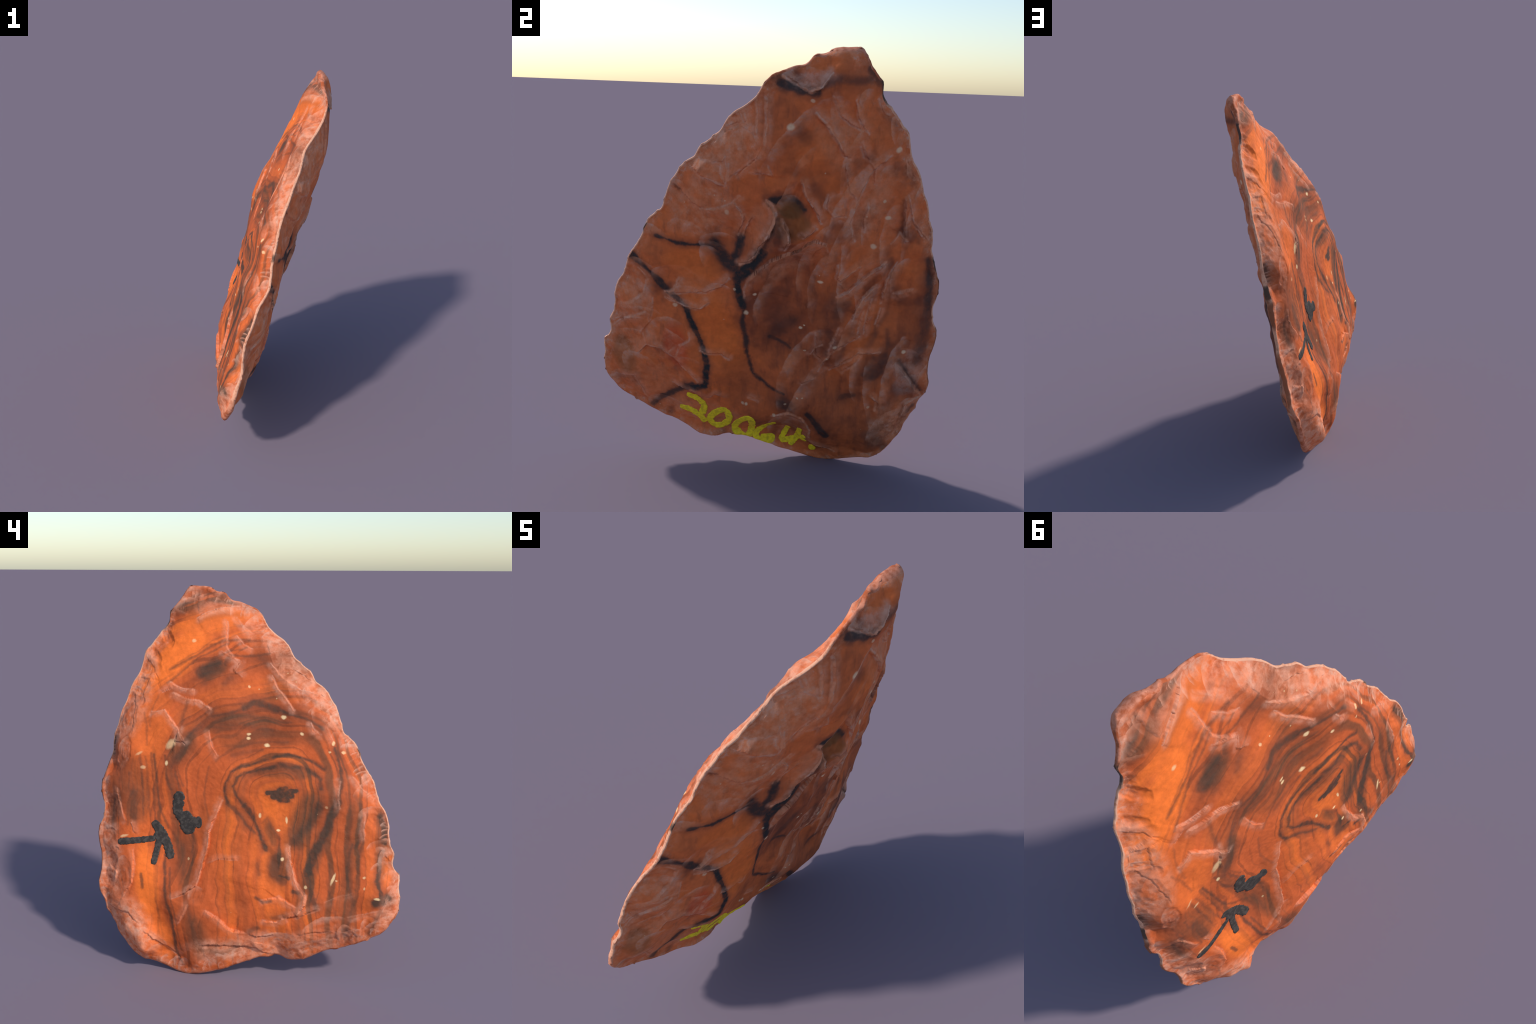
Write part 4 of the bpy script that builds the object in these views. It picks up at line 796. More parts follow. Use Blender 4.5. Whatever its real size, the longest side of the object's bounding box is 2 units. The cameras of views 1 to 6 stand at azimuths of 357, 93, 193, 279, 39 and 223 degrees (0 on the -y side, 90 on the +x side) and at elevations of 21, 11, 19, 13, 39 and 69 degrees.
# broad mineral tints: centre, direction, radii, kind, strength
TINTS_BANDED = [
    tint((0.191, 1.078), angle=-2, along=0.184, across=0.031, kind='band', strength=0.65),
    tint((0.317, 0.847), angle=-23, along=0.067, across=0.176, kind='band', strength=0.95),
    tint((0.144, 0.771), angle=23, along=0.026, across=0.073, kind='band', strength=0.95),
    tint((0.202, 0.608), angle=3, along=0.060, across=0.099, kind='band', strength=0.95),
    tint((0.012, 1.348), angle=-1, along=0.209, across=0.034, kind='band', strength=0.78),
    tint((-0.136, 1.314), angle=17, along=0.121, across=0.034, kind='band', strength=0.65),
    tint((-0.343, 1.202), angle=48, along=0.101, across=0.069, kind='band', strength=0.72),
    tint((-0.585, 0.947), angle=3, along=0.079, across=0.188, kind='band', strength=0.59),
    tint((-0.293, 0.620), angle=3, along=0.051, across=0.200, kind='band', strength=0.65),
    tint((-0.221, 0.219), angle=18, along=0.066, across=0.129, kind='band', strength=0.65),
    tint((0.566, 0.766), angle=-2, along=0.052, across=0.196, kind='band', strength=0.65),
    tint((0.541, 0.454), angle=-1, along=0.042, across=0.204, kind='band', strength=0.59),
    tint((0.359, 0.608), angle=-12, along=0.040, across=0.232, kind='band', strength=0.65),
    tint((-0.198, 1.613), angle=27, along=0.082, across=0.055, kind='band', strength=0.95),
    tint((0.156, 1.553), angle=-29, along=0.079, across=0.119, kind='band', strength=0.52),
    tint((-0.064, 0.164), angle=4, along=0.121, across=0.041, kind='band', strength=0.52),
    tint((-0.708, 0.874), angle=0, along=0.042, across=0.190, kind='band', strength=0.52),
    tint((0.696, 0.773), angle=2, along=0.029, across=0.228, kind='band', strength=0.65),
    tint((-0.336, 1.947), angle=18, along=0.085, across=0.041, kind='band', strength=0.78),
    tint((-0.171, 1.998), angle=1, along=0.099, across=0.027, kind='band', strength=0.65),
    tint((0.073, 1.242), angle=2, along=0.335, across=0.037, kind='band', strength=0.39),
    tint((-0.379, 0.888), angle=7, along=0.025, across=0.272, kind='band', strength=0.65),
    tint((-0.470, 0.969), angle=6, along=0.018, across=0.221, kind='band', strength=0.52),
    tint((0.075, 0.183), angle=7, along=0.421, across=0.074, kind='pale', strength=0.75),
    tint((-0.633, 0.240), angle=-59, along=0.188, across=0.159, kind='pale', strength=0.8),
    tint((0.217, 1.643), angle=-48, along=0.210, across=0.084, kind='pale', strength=0.55),
    tint((-0.598, 1.466), angle=-14, along=0.077, across=0.260, kind='pale', strength=0.4),
    tint((-0.719, 0.595), angle=5, along=0.073, across=0.261, kind='pale', strength=0.6),
    tint((0.414, 1.424), angle=-58, along=0.183, across=0.058, kind='pale', strength=0.6),
    tint((0.037, 1.798), angle=-29, along=0.123, across=0.080, kind='pale', strength=0.4),
    tint((-0.216, 1.951), angle=7, along=0.099, across=0.053, kind='pale', strength=0.4),
    tint((0.766, 0.416), angle=-17, along=0.050, across=0.137, kind='pale', strength=0.5),
    tint((-0.241, 1.368), angle=30, along=0.121, across=0.069, kind='brown', strength=0.5),
    tint((-0.334, 1.194), angle=43, along=0.084, across=0.103, kind='brown', strength=0.5),
    tint((0.069, 1.310), angle=1, along=0.221, across=0.068, kind='brown', strength=0.5),
    tint((-0.422, 1.662), angle=43, along=0.291, across=0.100, kind='vivid', strength=0.9),
    tint((-0.244, 1.861), angle=15, along=0.202, across=0.080, kind='vivid', strength=0.7),
    tint((-0.502, 0.490), angle=8, along=0.063, across=0.225, kind='vivid', strength=0.9),
    tint((-0.433, 0.216), angle=19, along=0.075, across=0.198, kind='vivid', strength=0.6),
    tint((-0.519, 1.326), angle=-8, along=0.108, across=0.205, kind='vivid', strength=0.35),
    tint((0.120, 1.311), angle=-3, along=0.317, across=0.118, kind='brown', strength=0.6),
    tint((0.326, 0.837), angle=-17, along=0.147, across=0.215, kind='brown', strength=0.5),
    tint((0.147, 0.762), angle=18, along=0.046, across=0.124, kind='brown', strength=0.8),
    tint((0.186, 0.599), angle=3, along=0.066, across=0.083, kind='brown', strength=0.8),
    tint((-0.300, 0.603), angle=3, along=0.082, across=0.200, kind='brown', strength=0.5),
    tint((-0.195, 0.204), angle=-20, along=0.099, across=0.127, kind='brown', strength=0.5),
    tint((-0.577, 0.948), angle=2, along=0.126, across=0.188, kind='brown', strength=0.45),
    tint((0.182, 1.676), angle=-38, along=0.187, across=0.102, kind='brown', strength=0.45),
    tint((-0.108, 1.473), angle=2, along=0.117, across=0.136, kind='brown', strength=0.35),
    tint((0.192, 0.880), angle=-7, along=0.132, across=0.099, kind='vivid', strength=0.35),
    tint((0.557, 0.799), angle=-8, along=0.113, across=0.197, kind='brown', strength=0.35),
    tint((-0.091, 0.733), angle=-6, along=0.139, across=0.232, kind='vivid', strength=0.12),
    tint((0.741, 0.642), angle=-1, along=0.042, across=0.111, kind='vivid', strength=0.6),
    tint((-0.060, 0.401), angle=4, along=0.103, across=0.068, kind='brown', strength=0.3),
    tint((0.147, 1.431), angle=2, along=0.218, across=0.085, kind='brown', strength=0.3),
    tint((0.171, 1.044), angle=3, along=0.180, across=0.058, kind='brown', strength=0.4),
    tint((0.053, 1.023), angle=2, along=0.102, across=0.066, kind='brown', strength=0.3),
    tint((0.536, 0.503), angle=4, along=0.097, across=0.181, kind='brown', strength=0.3),
    tint((-0.571, 1.324), angle=2, along=0.123, across=0.034, kind='vivid', strength=0.2),
]

TINTS_DARK = [
    tint((0.195, 1.634), angle=139, along=0.199, across=0.111, kind='pale', strength=0.7),
    tint((0.312, 1.369), angle=180, along=0.220, across=0.121, kind='pale', strength=0.6),
    tint((-0.443, 1.443), angle=-167, along=0.087, across=0.223, kind='pale', strength=0.55),
    tint((-0.301, 1.699), angle=154, along=0.089, across=0.171, kind='pale', strength=0.4),
    tint((-0.132, 1.154), angle=145, along=0.200, across=0.060, kind='pale', strength=0.45),
    tint((-0.411, 1.074), angle=-146, along=0.059, across=0.194, kind='pale', strength=0.4),
    tint((0.634, 0.872), angle=168, along=0.102, across=0.163, kind='pale', strength=0.5),
    tint((0.593, 0.618), angle=164, along=0.193, across=0.106, kind='pale', strength=0.4),
    tint((0.552, 0.416), angle=-158, along=0.176, across=0.118, kind='pale', strength=0.4),
    tint((0.274, 0.265), angle=-160, along=0.212, across=0.094, kind='pale', strength=0.45),
    tint((-0.608, 0.266), angle=-149, along=0.094, across=0.158, kind='pale', strength=0.6),
    tint((-0.692, 0.582), angle=-164, along=0.069, across=0.126, kind='grey', strength=0.5),
    tint((-0.182, 1.948), angle=167, along=0.118, across=0.037, kind='grey', strength=0.5),
    tint((-0.349, 2.011), angle=-169, along=0.086, across=0.051, kind='pale', strength=0.3),
    tint((0.029, 1.296), angle=175, along=0.072, across=0.112, kind='pale', strength=0.5),
    tint((0.328, 0.961), angle=-168, along=0.104, across=0.066, kind='pale', strength=0.3),
    tint((-0.442, 0.653), angle=-167, along=0.031, across=0.158, kind='vivid', strength=0.5),
    tint((-0.083, 1.036), angle=174, along=0.193, across=0.155, kind='brown', strength=0.5),
    tint((-0.112, 0.871), angle=165, along=0.247, across=0.414, kind='brown', strength=1.0),
    tint((-0.305, 0.313), angle=-169, along=0.360, across=0.299, kind='brown', strength=0.9),
    tint((-0.094, 1.395), angle=-162, along=0.066, across=0.061, kind='olive', strength=0.95),
    tint((-0.106, 1.331), angle=-162, along=0.090, across=0.083, kind='olive', strength=0.7),
    tint((-0.138, 1.348), angle=158, along=0.029, across=0.040, kind='vivid', strength=0.4),
    tint((-0.299, 1.295), angle=165, along=0.069, across=0.072, kind='brown', strength=1.0),
    tint((-0.182, 1.062), angle=137, along=0.237, across=0.090, kind='brown', strength=0.55),
    tint((0.235, 0.775), angle=157, along=0.113, across=0.274, kind='vivid', strength=0.8),
    tint((0.328, 1.070), angle=-173, along=0.163, across=0.081, kind='vivid', strength=0.7),
    tint((0.423, 0.650), angle=173, along=0.064, across=0.122, kind='red', strength=0.6),
    tint((-0.198, 1.622), angle=163, along=0.144, across=0.106, kind='vivid', strength=0.3),
    tint((-0.059, 1.723), angle=176, along=0.080, across=0.194, kind='brown', strength=0.35),
    tint((-0.300, 1.494), angle=-175, along=0.084, across=0.074, kind='vivid', strength=0.4),
    tint((-0.437, 0.688), angle=-157, along=0.112, across=0.236, kind='vivid', strength=0.25),
    tint((-0.631, 0.555), angle=165, along=0.090, across=0.213, kind='brown', strength=0.7),
    tint((0.688, 0.530), angle=168, along=0.069, across=0.096, kind='olive', strength=0.5),
    tint((-0.696, 0.885), angle=-163, along=0.077, across=0.251, kind='brown', strength=0.6),
    tint((0.063, 0.459), angle=149, along=0.154, across=0.200, kind='brown', strength=0.55),
    tint((0.354, 0.530), angle=166, along=0.041, across=0.088, kind='vivid', strength=0.3),
]

# pen strokes: path, half width, which mark it belongs to
INK_STROKES = [
    pen([(-0.659, 0.689), (-0.568, 0.700), (-0.486, 0.713)], half=0.0175, mark=0),
    pen([(-0.471, 0.789), (-0.450, 0.759), (-0.439, 0.713)], half=0.023, mark=0),
    pen([(-0.446, 0.726), (-0.463, 0.645), (-0.472, 0.592)], half=0.0165, mark=0),
    pen([(-0.450, 0.766), (-0.412, 0.701), (-0.388, 0.632)], half=0.024, mark=0),
    pen([(-0.456, 0.732), (-0.419, 0.707)], half=0.026, mark=0),
    pen([(-0.346, 0.940), (-0.353, 0.879)], half=0.029, mark=1),
    pen([(-0.356, 0.867), (-0.322, 0.817)], half=0.026, mark=1),
    pen([(-0.310, 0.829), (-0.295, 0.780)], half=0.04, mark=1),
    pen([(-0.271, 0.807), (-0.246, 0.809)], half=0.03, mark=1),
]

PAINT_STROKES = [
    pen([(0.364, 0.354), (0.320, 0.343), (0.292, 0.305), (0.302, 0.256)], half=0.0175, mark=0),
    pen([(0.403, 0.268), (0.357, 0.261), (0.318, 0.234), (0.294, 0.202)], half=0.017, mark=0),
    pen([(0.193, 0.298), (0.244, 0.259), (0.265, 0.216), (0.246, 0.184), (0.199, 0.192), (0.168, 0.236), (0.177, 0.288), (0.193, 0.298)], half=0.0175, mark=1),
    pen([(0.075, 0.265), (0.126, 0.215), (0.141, 0.168), (0.115, 0.137), (0.079, 0.119), (0.055, 0.189), (0.059, 0.259), (0.075, 0.265)], half=0.0175, mark=2),
    pen([(-0.050, 0.212), (-0.003, 0.186), (0.033, 0.147), (0.030, 0.114), (-0.003, 0.096), (-0.042, 0.093), (-0.041, 0.114), (-0.002, 0.121)], half=0.016, mark=3),
    pen([(-0.123, 0.181), (-0.096, 0.098), (-0.155, 0.115), (-0.200, 0.153)], half=0.0145, mark=4),
    pen([(-0.181, 0.199), (-0.171, 0.131), (-0.142, 0.081)], half=0.0145, mark=4),
    pen([(-0.174, 0.134), (-0.208, 0.122)], half=0.0145, mark=4),
    pen([(-0.246, 0.080), (-0.249, 0.071)], half=0.0175, mark=5),
]


# ------------------------------------------------------------------ small numeric helpers
def catmull_closed(points, count):
    pts = np.asarray(points, float)
    n = len(pts)
    seg = np.linalg.norm(np.roll(pts, -1, 0) - pts, axis=1)
    start = np.concatenate([[0], np.cumsum(seg)])
    at = np.arange(count) / count * start[-1]
    i = np.clip(np.searchsorted(start, at, 'right') - 1, 0, n - 1)
    t = ((at - start[i]) / seg[i])[:, None]
    p0, p1, p2, p3 = pts[i - 1], pts[i], pts[(i + 1) % n], pts[(i + 2) % n]
    l0, l1, l2 = seg[i - 1][:, None], seg[i][:, None], seg[(i + 1) % n][:, None]
    m1 = l1 * ((p1 - p0) / l0 + (p2 - p1) / l1) * 0.5 * np.minimum(1, l0 / l1) ** 0.5
    m2 = l1 * ((p2 - p1) / l1 + (p3 - p2) / l2) * 0.5 * np.minimum(1, l2 / l1) ** 0.5
    t2, t3 = t * t, t * t * t
    return (2*t3 - 3*t2 + 1)*p1 + (t3 - 2*t2 + t)*m1 + (3*t2 - 2*t3)*p2 + (t3 - t2)*m2


def smooth_path(points, step):
    pts = np.asarray(points, float)
    if len(pts) < 3:
        n = max(2, int(np.linalg.norm(pts[1] - pts[0]) / step))
        return pts[0] + (pts[1] - pts[0]) * np.linspace(0, 1, n)[:, None]
    closed = np.allclose(pts[0], pts[-1], atol=1e-4)
    if closed:
        return np.vstack([c := catmull_closed(pts[:-1], 90), c[:1]])
    ext = np.vstack([2*pts[0] - pts[1], pts, 2*pts[-1] - pts[-2]])
    out = []
    for a, b, c, d in zip(ext, ext[1:], ext[2:], ext[3:]):
        n = max(2, int(np.linalg.norm(c - b) / step))
        t = (np.arange(n) / n)[:, None]
        out.append(0.5*((2*b) + (c - a)*t + (2*a - 5*b + 4*c - d)*t*t + (3*b - a - 3*c + d)*t**3))
    return np.vstack(out + [pts[-1:]])


def lattice(ix, iy, seed):
    h = np.sin(ix * 127.1 + iy * 311.7 + seed * 74.7) * 43758.5453
    return h - np.floor(h)


def value_noise(P, scale, seed):
    x, y = P[:, 0] * scale + seed * 3.17, P[:, 1] * scale + seed * 1.31
    ix, iy = np.floor(x), np.floor(y)
    u, v = x - ix, y - iy
    u, v = u*u*u*(u*(6*u - 15) + 10), v*v*v*(v*(6*v - 15) + 10)
    a, b = lattice(ix, iy, seed), lattice(ix + 1, iy, seed)
    c, d = lattice(ix, iy + 1, seed), lattice(ix + 1, iy + 1, seed)
    return (a + (b - a)*u + (c - a)*v + (a - b - c + d)*u*v) * 2 - 1


def path_distance(P, path):
    """distance to a polyline, side (+ left of travel) and place along it 0..1"""
    path = np.asarray(path, float)
    lens = np.linalg.norm(np.diff(path, axis=0), axis=1)
    cum = np.concatenate([[0], np.cumsum(lens)]) / lens.sum()
    best = np.full(len(P), 9.0)
    side, along = np.zeros(len(P)), np.zeros(len(P))
    for k, (a, b) in enumerate(zip(path, path[1:])):
        v, w = b - a, P - a
        t = np.clip(w @ v / (v @ v), 0, 1)
        d = np.hypot(w[:, 0] - t*v[0], w[:, 1] - t*v[1])
        m = d < best - 1e-9
        best = np.where(m, d, best)
        side = np.where(m, np.sign(v[0]*w[:, 1] - v[1]*w[:, 0]), side)
        along = np.where(m, cum[k] + t*(cum[k + 1] - cum[k]), along)
    return best, side, along


# ------------------------------------------------------------------ the two faces
def nibbled(rim):
    """fine sharp scallops left by edge retouch"""
    tang = np.roll(rim, -1, 0) - np.roll(rim, 1, 0)
    out = np.column_stack([-tang[:, 1], tang[:, 0]])
    out /= np.linalg.norm(out, axis=1)[:, None]
    s = np.cumsum(np.linalg.norm(np.diff(rim[:, :2], axis=0, prepend=rim[-1:, :2]), axis=1))
    w = np.column_stack([s, np.zeros(len(s))])
    bite = np.abs(value_noise(w, 17, 3)) * 0.0065 + np.abs(value_noise(w, 41, 8)) * 0.0030 - 0.0030
    taper = np.clip(np.minimum(s - s[0], s[-1] - s) / 0.05, 0, 1)
    moved = rim.copy()
    moved[:, :2] += out * (bite * taper)[:, None]
    return moved


RIM = nibbled(catmull_closed(RIM_POINTS, RIM_STEPS))
_rim_lo = RIM[::6, :2]


def edge_distance(P):
    best = np.full(len(P), 9.0)
    for a, b in zip(_rim_lo, np.roll(_rim_lo, -1, 0)):
        v, w = b - a, P - a
        t = np.clip(w @ v / (v @ v), 0, 1)
        best = np.minimum(best, (w[:, 0] - t*v[0])**2 + (w[:, 1] - t*v[1])**2)
    return np.sqrt(best)


class ThinPlate:
    def __init__(self, inner):
        pts = np.vstack([np.asarray(RIM_POINTS, float), np.asarray(inner, float)])
        self.at = pts[:, :2]
        n = len(pts)
        A = np.zeros((n + 3, n + 3))
        A[:n, :n] = self.kernel(self.at)
        A[:n, n] = 1
        A[:n, n + 1:] = self.at
        A[n:, :n] = A[:n, n:].T
        self.w = np.linalg.solve(A + 1e-9*np.eye(n + 3), np.concatenate([pts[:, 2], [0, 0, 0]]))

    def kernel(self, P):
        r2 = ((P[:, None, :] - self.at[None])**2).sum(-1)
        return 0.5 * r2 * np.log(r2 + 1e-12)

    def __call__(self, P):
        out = np.empty(len(P))
        n = len(self.at)
        for k in range(0, len(P), 40000):
            Q = P[k:k + 40000]
            out[k:k + 40000] = self.kernel(Q) @ self.w[:n] + self.w[n] + Q @ self.w[n + 1:]
        return out


def flaking(P, edge, scars, crests, mirror, seed):
    """relief of one face, positive outwards"""
    wob = P + 0.007*np.stack([value_noise(P, 16, seed), value_noise(P, 16, seed + 5)], 1) \
            + 0.003*np.stack([value_noise(P, 60, seed + 1), value_noise(P, 60, seed + 6)], 1)
    cut = np.zeros(len(P))
    for (c, ang, ra, rb, depth, pale) in scars:
        a = math.radians(ang)
        near = np.nonzero((np.abs(wob[:, 0] - c[0]) < max(ra, rb)) & (np.abs(wob[:, 1] - c[1]) < max(ra, rb)))[0]
        x, y = wob[near, 0] - c[0], wob[near, 1] - c[1]
        u, v = (x*math.cos(a) + y*math.sin(a)) / ra, (-x*math.sin(a) + y*math.cos(a)) / rb
        r2 = (u*u + v*v) * (1 + 0.30*value_noise(wob[near], 0.8 / rb, seed + 7 + int(abs(ang)) % 5))
        m = (r2 < 1)
        r = np.sqrt(r2[m])
        bowl = depth * (1 - r2[m]) ** 0.8 * (1 + 0.10*np.sin(r*15 + ang))
        m = near[m]
        cut[m] = np.maximum(cut[m], bowl)
    rise = np.zeros(len(P))
    for (path, h, fall, painted_light) in crests:
        lo, hi = np.min(path, 0) - 4*fall, np.max(path, 0) + 4*fall
        m = np.all((wob > lo) & (wob < hi), axis=1)
        d, side, along = path_distance(wob[m], path)
        h = -h if mirror else h
        near = (side * np.sign(h)) > 0
        window = 1 - np.abs(2*along - 1)**6
        far = np.exp(-d / fall)
        rise[m] += np.where(near, abs(h)*far, -0.25*abs(h)*np.exp(-d/(0.4*fall))) * window \
            * np.clip(1.2 - 0*d, 0, 1)
    grain = 0.0026*value_noise(wob, 9, seed + 2) + 0.0013*value_noise(wob, 24, seed + 3) \
        + 0.0006*value_noise(wob, 70, seed + 4)
    fade = np.clip(edge / 0.014, 0, 1)
    fade = fade*fade*(3 - 2*fade)
    return (rise - cut + grain) * fade


def retouch(seed, bite):
    """short scars that run inward from the rim"""
    rng = np.random.default_rng(seed)
    tang = np.roll(RIM, -6, 0) - np.roll(RIM, 6, 0)
    inward = np.column_stack([-tang[:, 1], tang[:, 0]])
    inward /= np.linalg.norm(inward, axis=1)[:, None]
    if np.sum(inward * (CENTRE - RIM[:, :2])) < 0:
        inward = -inward
    made, at = [], 0.0
    while at < 1:
        k = int(at * RIM_STEPS)
        big = rng.random() < 0.3
        length = rng.uniform(0.045, 0.085) if big else rng.uniform(0.018, 0.042)
        width = length * rng.uniform(0.40, 0.75)
        ang = math.degrees(math.atan2(inward[k, 1], inward[k, 0])) + rng.normal(0, 24)
        c = RIM[k, :2] + inward[k] * length * rng.uniform(0.45, 0.85)
        made.append(((float(c[0]), float(c[1])), ang, length, width, length * bite * rng.uniform(0.09, 0.19), 0.0))
        at += width * rng.uniform(0.8, 1.6) / 5.3
    return made


def flutes(seed, count):
    """long overlapping flake scars that run down one half of the dark face"""
    rng = np.random.default_rng(seed)
    made = []
    for k in range(count):
        c = (rng.uniform(-0.70, -0.06), rng.uniform(0.30, 1.72))
        if c[0] < -0.80 + 0.36*max(0, c[1] - 0.9) or math.hypot(c[0] + 0.02, c[1] - 0.75) < 0.16:
            continue
        length = rng.uniform(0.12, 0.27)
        made.append((c, -82 + 40*(c[0] + 0.4) + rng.normal(0, 11), length, length*rng.uniform(0.24, 0.42),
                     length*rng.uniform(0.045, 0.075), 0.0))
    for k in range(14):
        c = (rng.uniform(0.18, 0.62), rng.uniform(0.45, 1.25))
        length = rng.uniform(0.07, 0.13)
        made.append((c, 200 + rng.normal(0, 25), length, length*rng.uniform(0.4, 0.6), length*rng.uniform(0.04, 0.07), 0.0))
    return made


FLUTES = flutes(4, 24)
RETOUCH_BANDED, RETOUCH_DARK = retouch(11, 1.1), retouch(37, 0.6)
plate_banded, plate_dark = ThinPlate(BANDED_HEIGHTS), ThinPlate(DARK_HEIGHTS)


def surfaces(P, edge, fix=None):
    """n of the banded face and of the dark face over the points P"""
    top, low = plate_banded(P), plate_dark(P)
    if fix is not None:
        top, low = top + fix[0], low + fix[1]
    top = top + flaking(P, edge, SCARS_BANDED + RETOUCH_BANDED, CRESTS_BANDED, False, 1)
    low = low - flaking(P, edge, SCARS_DARK + FLUTES + RETOUCH_DARK, CRESTS_DARK, True, 21)
    lip = np.full(len(P), 0.0070)
    for (c, reach, extra) in BLUNT:
        lip += extra * np.exp(-((P[:, 0] - c[0])**2 + (P[:, 1] - c[1])**2) / reach**2)
    e = np.clip(edge / lip, 0, 1)
    floor = lip * np.sqrt(1 - (1 - e)**2) + 0.22*np.clip(edge - lip, 0, 0.09)
    mid, half = (top + low) / 2, (top - low) / 2
    half = np.maximum(half, floor)
    return mid + half, mid - half


# ------------------------------------------------------------------ node helpers
class Nodes:
    def __init__(self, tree):
        self.t = tree

    def new(self, kind, **kw):
        n = self.t.nodes.new(kind)
        for k, v in kw.items():
            setattr(n, k, v)
        return n

    def link(self, src, dst):
        if isinstance(src, (int, float, tuple, list)):
            dst.default_value = src
        else:
            self.t.links.new(src, dst)

    def math(self, op, a, b=None, clamp=False):
        n = self.new('ShaderNodeMath', operation=op, use_clamp=clamp)
        self.link(a, n.inputs[0])
        if b is not None:
            self.link(b, n.inputs[1])
        return n.outputs[0]

    def vec(self, op, a, b=None, scale=None):
        n = self.new('ShaderNodeVectorMath', operation=op)
        self.link(a, n.inputs[0])
        if b is not None:
            self.link(b, n.inputs[1])
        if scale is not None:
            self.link(scale, n.inputs['Scale'])
        return n.outputs['Value' if op in ('DOT_PRODUCT', 'LENGTH', 'DISTANCE') else 'Vector']

    def remap(self, x, a, b, lo=0.0, hi=1.0, smooth=True):
        n = self.new('ShaderNodeMapRange', interpolation_type='SMOOTHSTEP' if smooth else 'LINEAR', clamp=False)
        for i, v in enumerate((x, a, b, lo, hi)):
            self.link(v, n.inputs[i])
        return n.outputs[0]

    def noise(self, v, scale, detail=3.0, rough=0.55, color=False, w=None):
        n = self.new('ShaderNodeTexNoise')
        if w is not None:
            n.noise_dimensions = '1D'
            self.link(w, n.inputs['W'])
        else:
            self.link(v, n.inputs['Vector'])
        n.inputs['Scale'].default_value = scale
        n.inputs['Detail'].default_value = detail
        n.inputs['Roughness'].default_value = rough
        return n.outputs['Color' if color else 'Fac']

    def mix(self, f, a, b, blend='MIX'):
        n = self.new('ShaderNodeMix', data_type='RGBA', blend_type=blend)
        self.link(f, n.inputs[0])
        self.link(a if not isinstance(a, tuple) else a, n.inputs[6])
        self.link(b, n.inputs[7])
        return n.outputs[2]

    def group(self, tree, **kw):
        n = self.new('ShaderNodeGroup', node_tree=tree)
        for k, v in kw.items():
            self.link(v, n.inputs[k])
        return n.outputs[0]


def make_segment_group():
    g = bpy.data.node_groups.new('segment_distance', 'ShaderNodeTree')
    for s in ('P', 'A', 'D', 'U'):
        g.interface.new_socket(s, in_out='INPUT', socket_type='NodeSocketVector')
    g.interface.new_socket('d', in_out='OUTPUT', socket_type='NodeSocketFloat')
    N = Nodes(g)
    i, o = N.new('NodeGroupInput'), N.new('NodeGroupOutput')
    w = N.vec('SUBTRACT', i.outputs['P'], i.outputs['A'])
    t = N.math('MAXIMUM', N.math('MINIMUM', N.vec('DOT_PRODUCT', w, i.outputs['U']), 1.0), 0.0)   # U = D/|D|^2
    r = N.vec('SUBTRACT', w, N.vec('SCALE', i.outputs['D'], scale=t))
    g.links.new(N.vec('LENGTH', r), o.inputs[0])
    return g


def make_blob_group():
    g = bpy.data.node_groups.new('blob_radius', 'ShaderNodeTree')
    for s in ('P', 'C', 'X', 'Y'):
        g.interface.new_socket(s, in_out='INPUT', socket_type='NodeSocketVector')
    g.interface.new_socket('r', in_out='OUTPUT', socket_type='NodeSocketFloat')
    N = Nodes(g)
    i, o = N.new('NodeGroupInput'), N.new('NodeGroupOutput')
    w = N.vec('SUBTRACT', i.outputs['P'], i.outputs['C'])
    u, v = N.vec('DOT_PRODUCT', w, i.outputs['X']), N.vec('DOT_PRODUCT', w, i.outputs['Y'])
    s = N.math('ADD', N.math('MULTIPLY', u, u), N.math('MULTIPLY', v, v))
    g.links.new(N.math('SQRT', s), o.inputs[0])
    return g


SEGMENT, BLOB = make_segment_group(), make_blob_group()


def path_node(N, P, path):
    best = None
    for a, b in zip(path, path[1:]):
        dx, dy = b[0] - a[0], b[1] - a[1]
        l2 = dx*dx + dy*dy + 1e-9
        d = N.group(SEGMENT, P=P, A=(a[0], a[1], 0), D=(dx, dy, 0), U=(dx/l2, dy/l2, 0))
        best = d if best is None else N.math('MINIMUM', best, d)
    return best


def blob_node(N, P, c, ang, ra, rb):
    a = math.radians(ang)
    return N.group(BLOB, P=P, C=(c[0], c[1], 0), X=(math.cos(a)/ra, math.sin(a)/ra, 0),
                   Y=(-math.sin(a)/rb, math.cos(a)/rb, 0))


class Heaviest:
    """running maximum of masks"""
    def __init__(self, N):
        self.N, self.out = N, None

    def add(self, m):
        self.out = m if self.out is None else self.N.math('MAXIMUM', self.out, m)


def mask_tree(name, *inputs):
    g = bpy.data.node_groups.new(name, 'ShaderNodeTree')
    for s in inputs:
        g.interface.new_socket(s, in_out='INPUT', socket_type='NodeSocketVector' if s == 'P' else 'NodeSocketFloat')
    g.interface.new_socket('mask', in_out='OUTPUT', socket_type='NodeSocketFloat')
    N = Nodes(g)
    return g, N, N.new('NodeGroupInput').outputs


def close_tree(g, N, out):
    g.links.new(out, N.new('NodeGroupOutput').inputs[0])
    return g


def vein_tree(name, veins):
    g, N, i = mask_tree(name, 'P', 'rough')
    top = Heaviest(N)
    for (path, half, soft, strength) in veins:
        d = N.math('ADD', path_node(N, i['P'], path), i['rough'])
        top.add(N.remap(d, half + soft*0.8, max(half - soft*0.8, -half*0.4), 0.0, strength))
        if half > 0.009:
            top.add(N.remap(d, half + soft*2.2, half*0.5, 0.0, strength*0.45))     # smoky halo
    return close_tree(g, N, top.out)


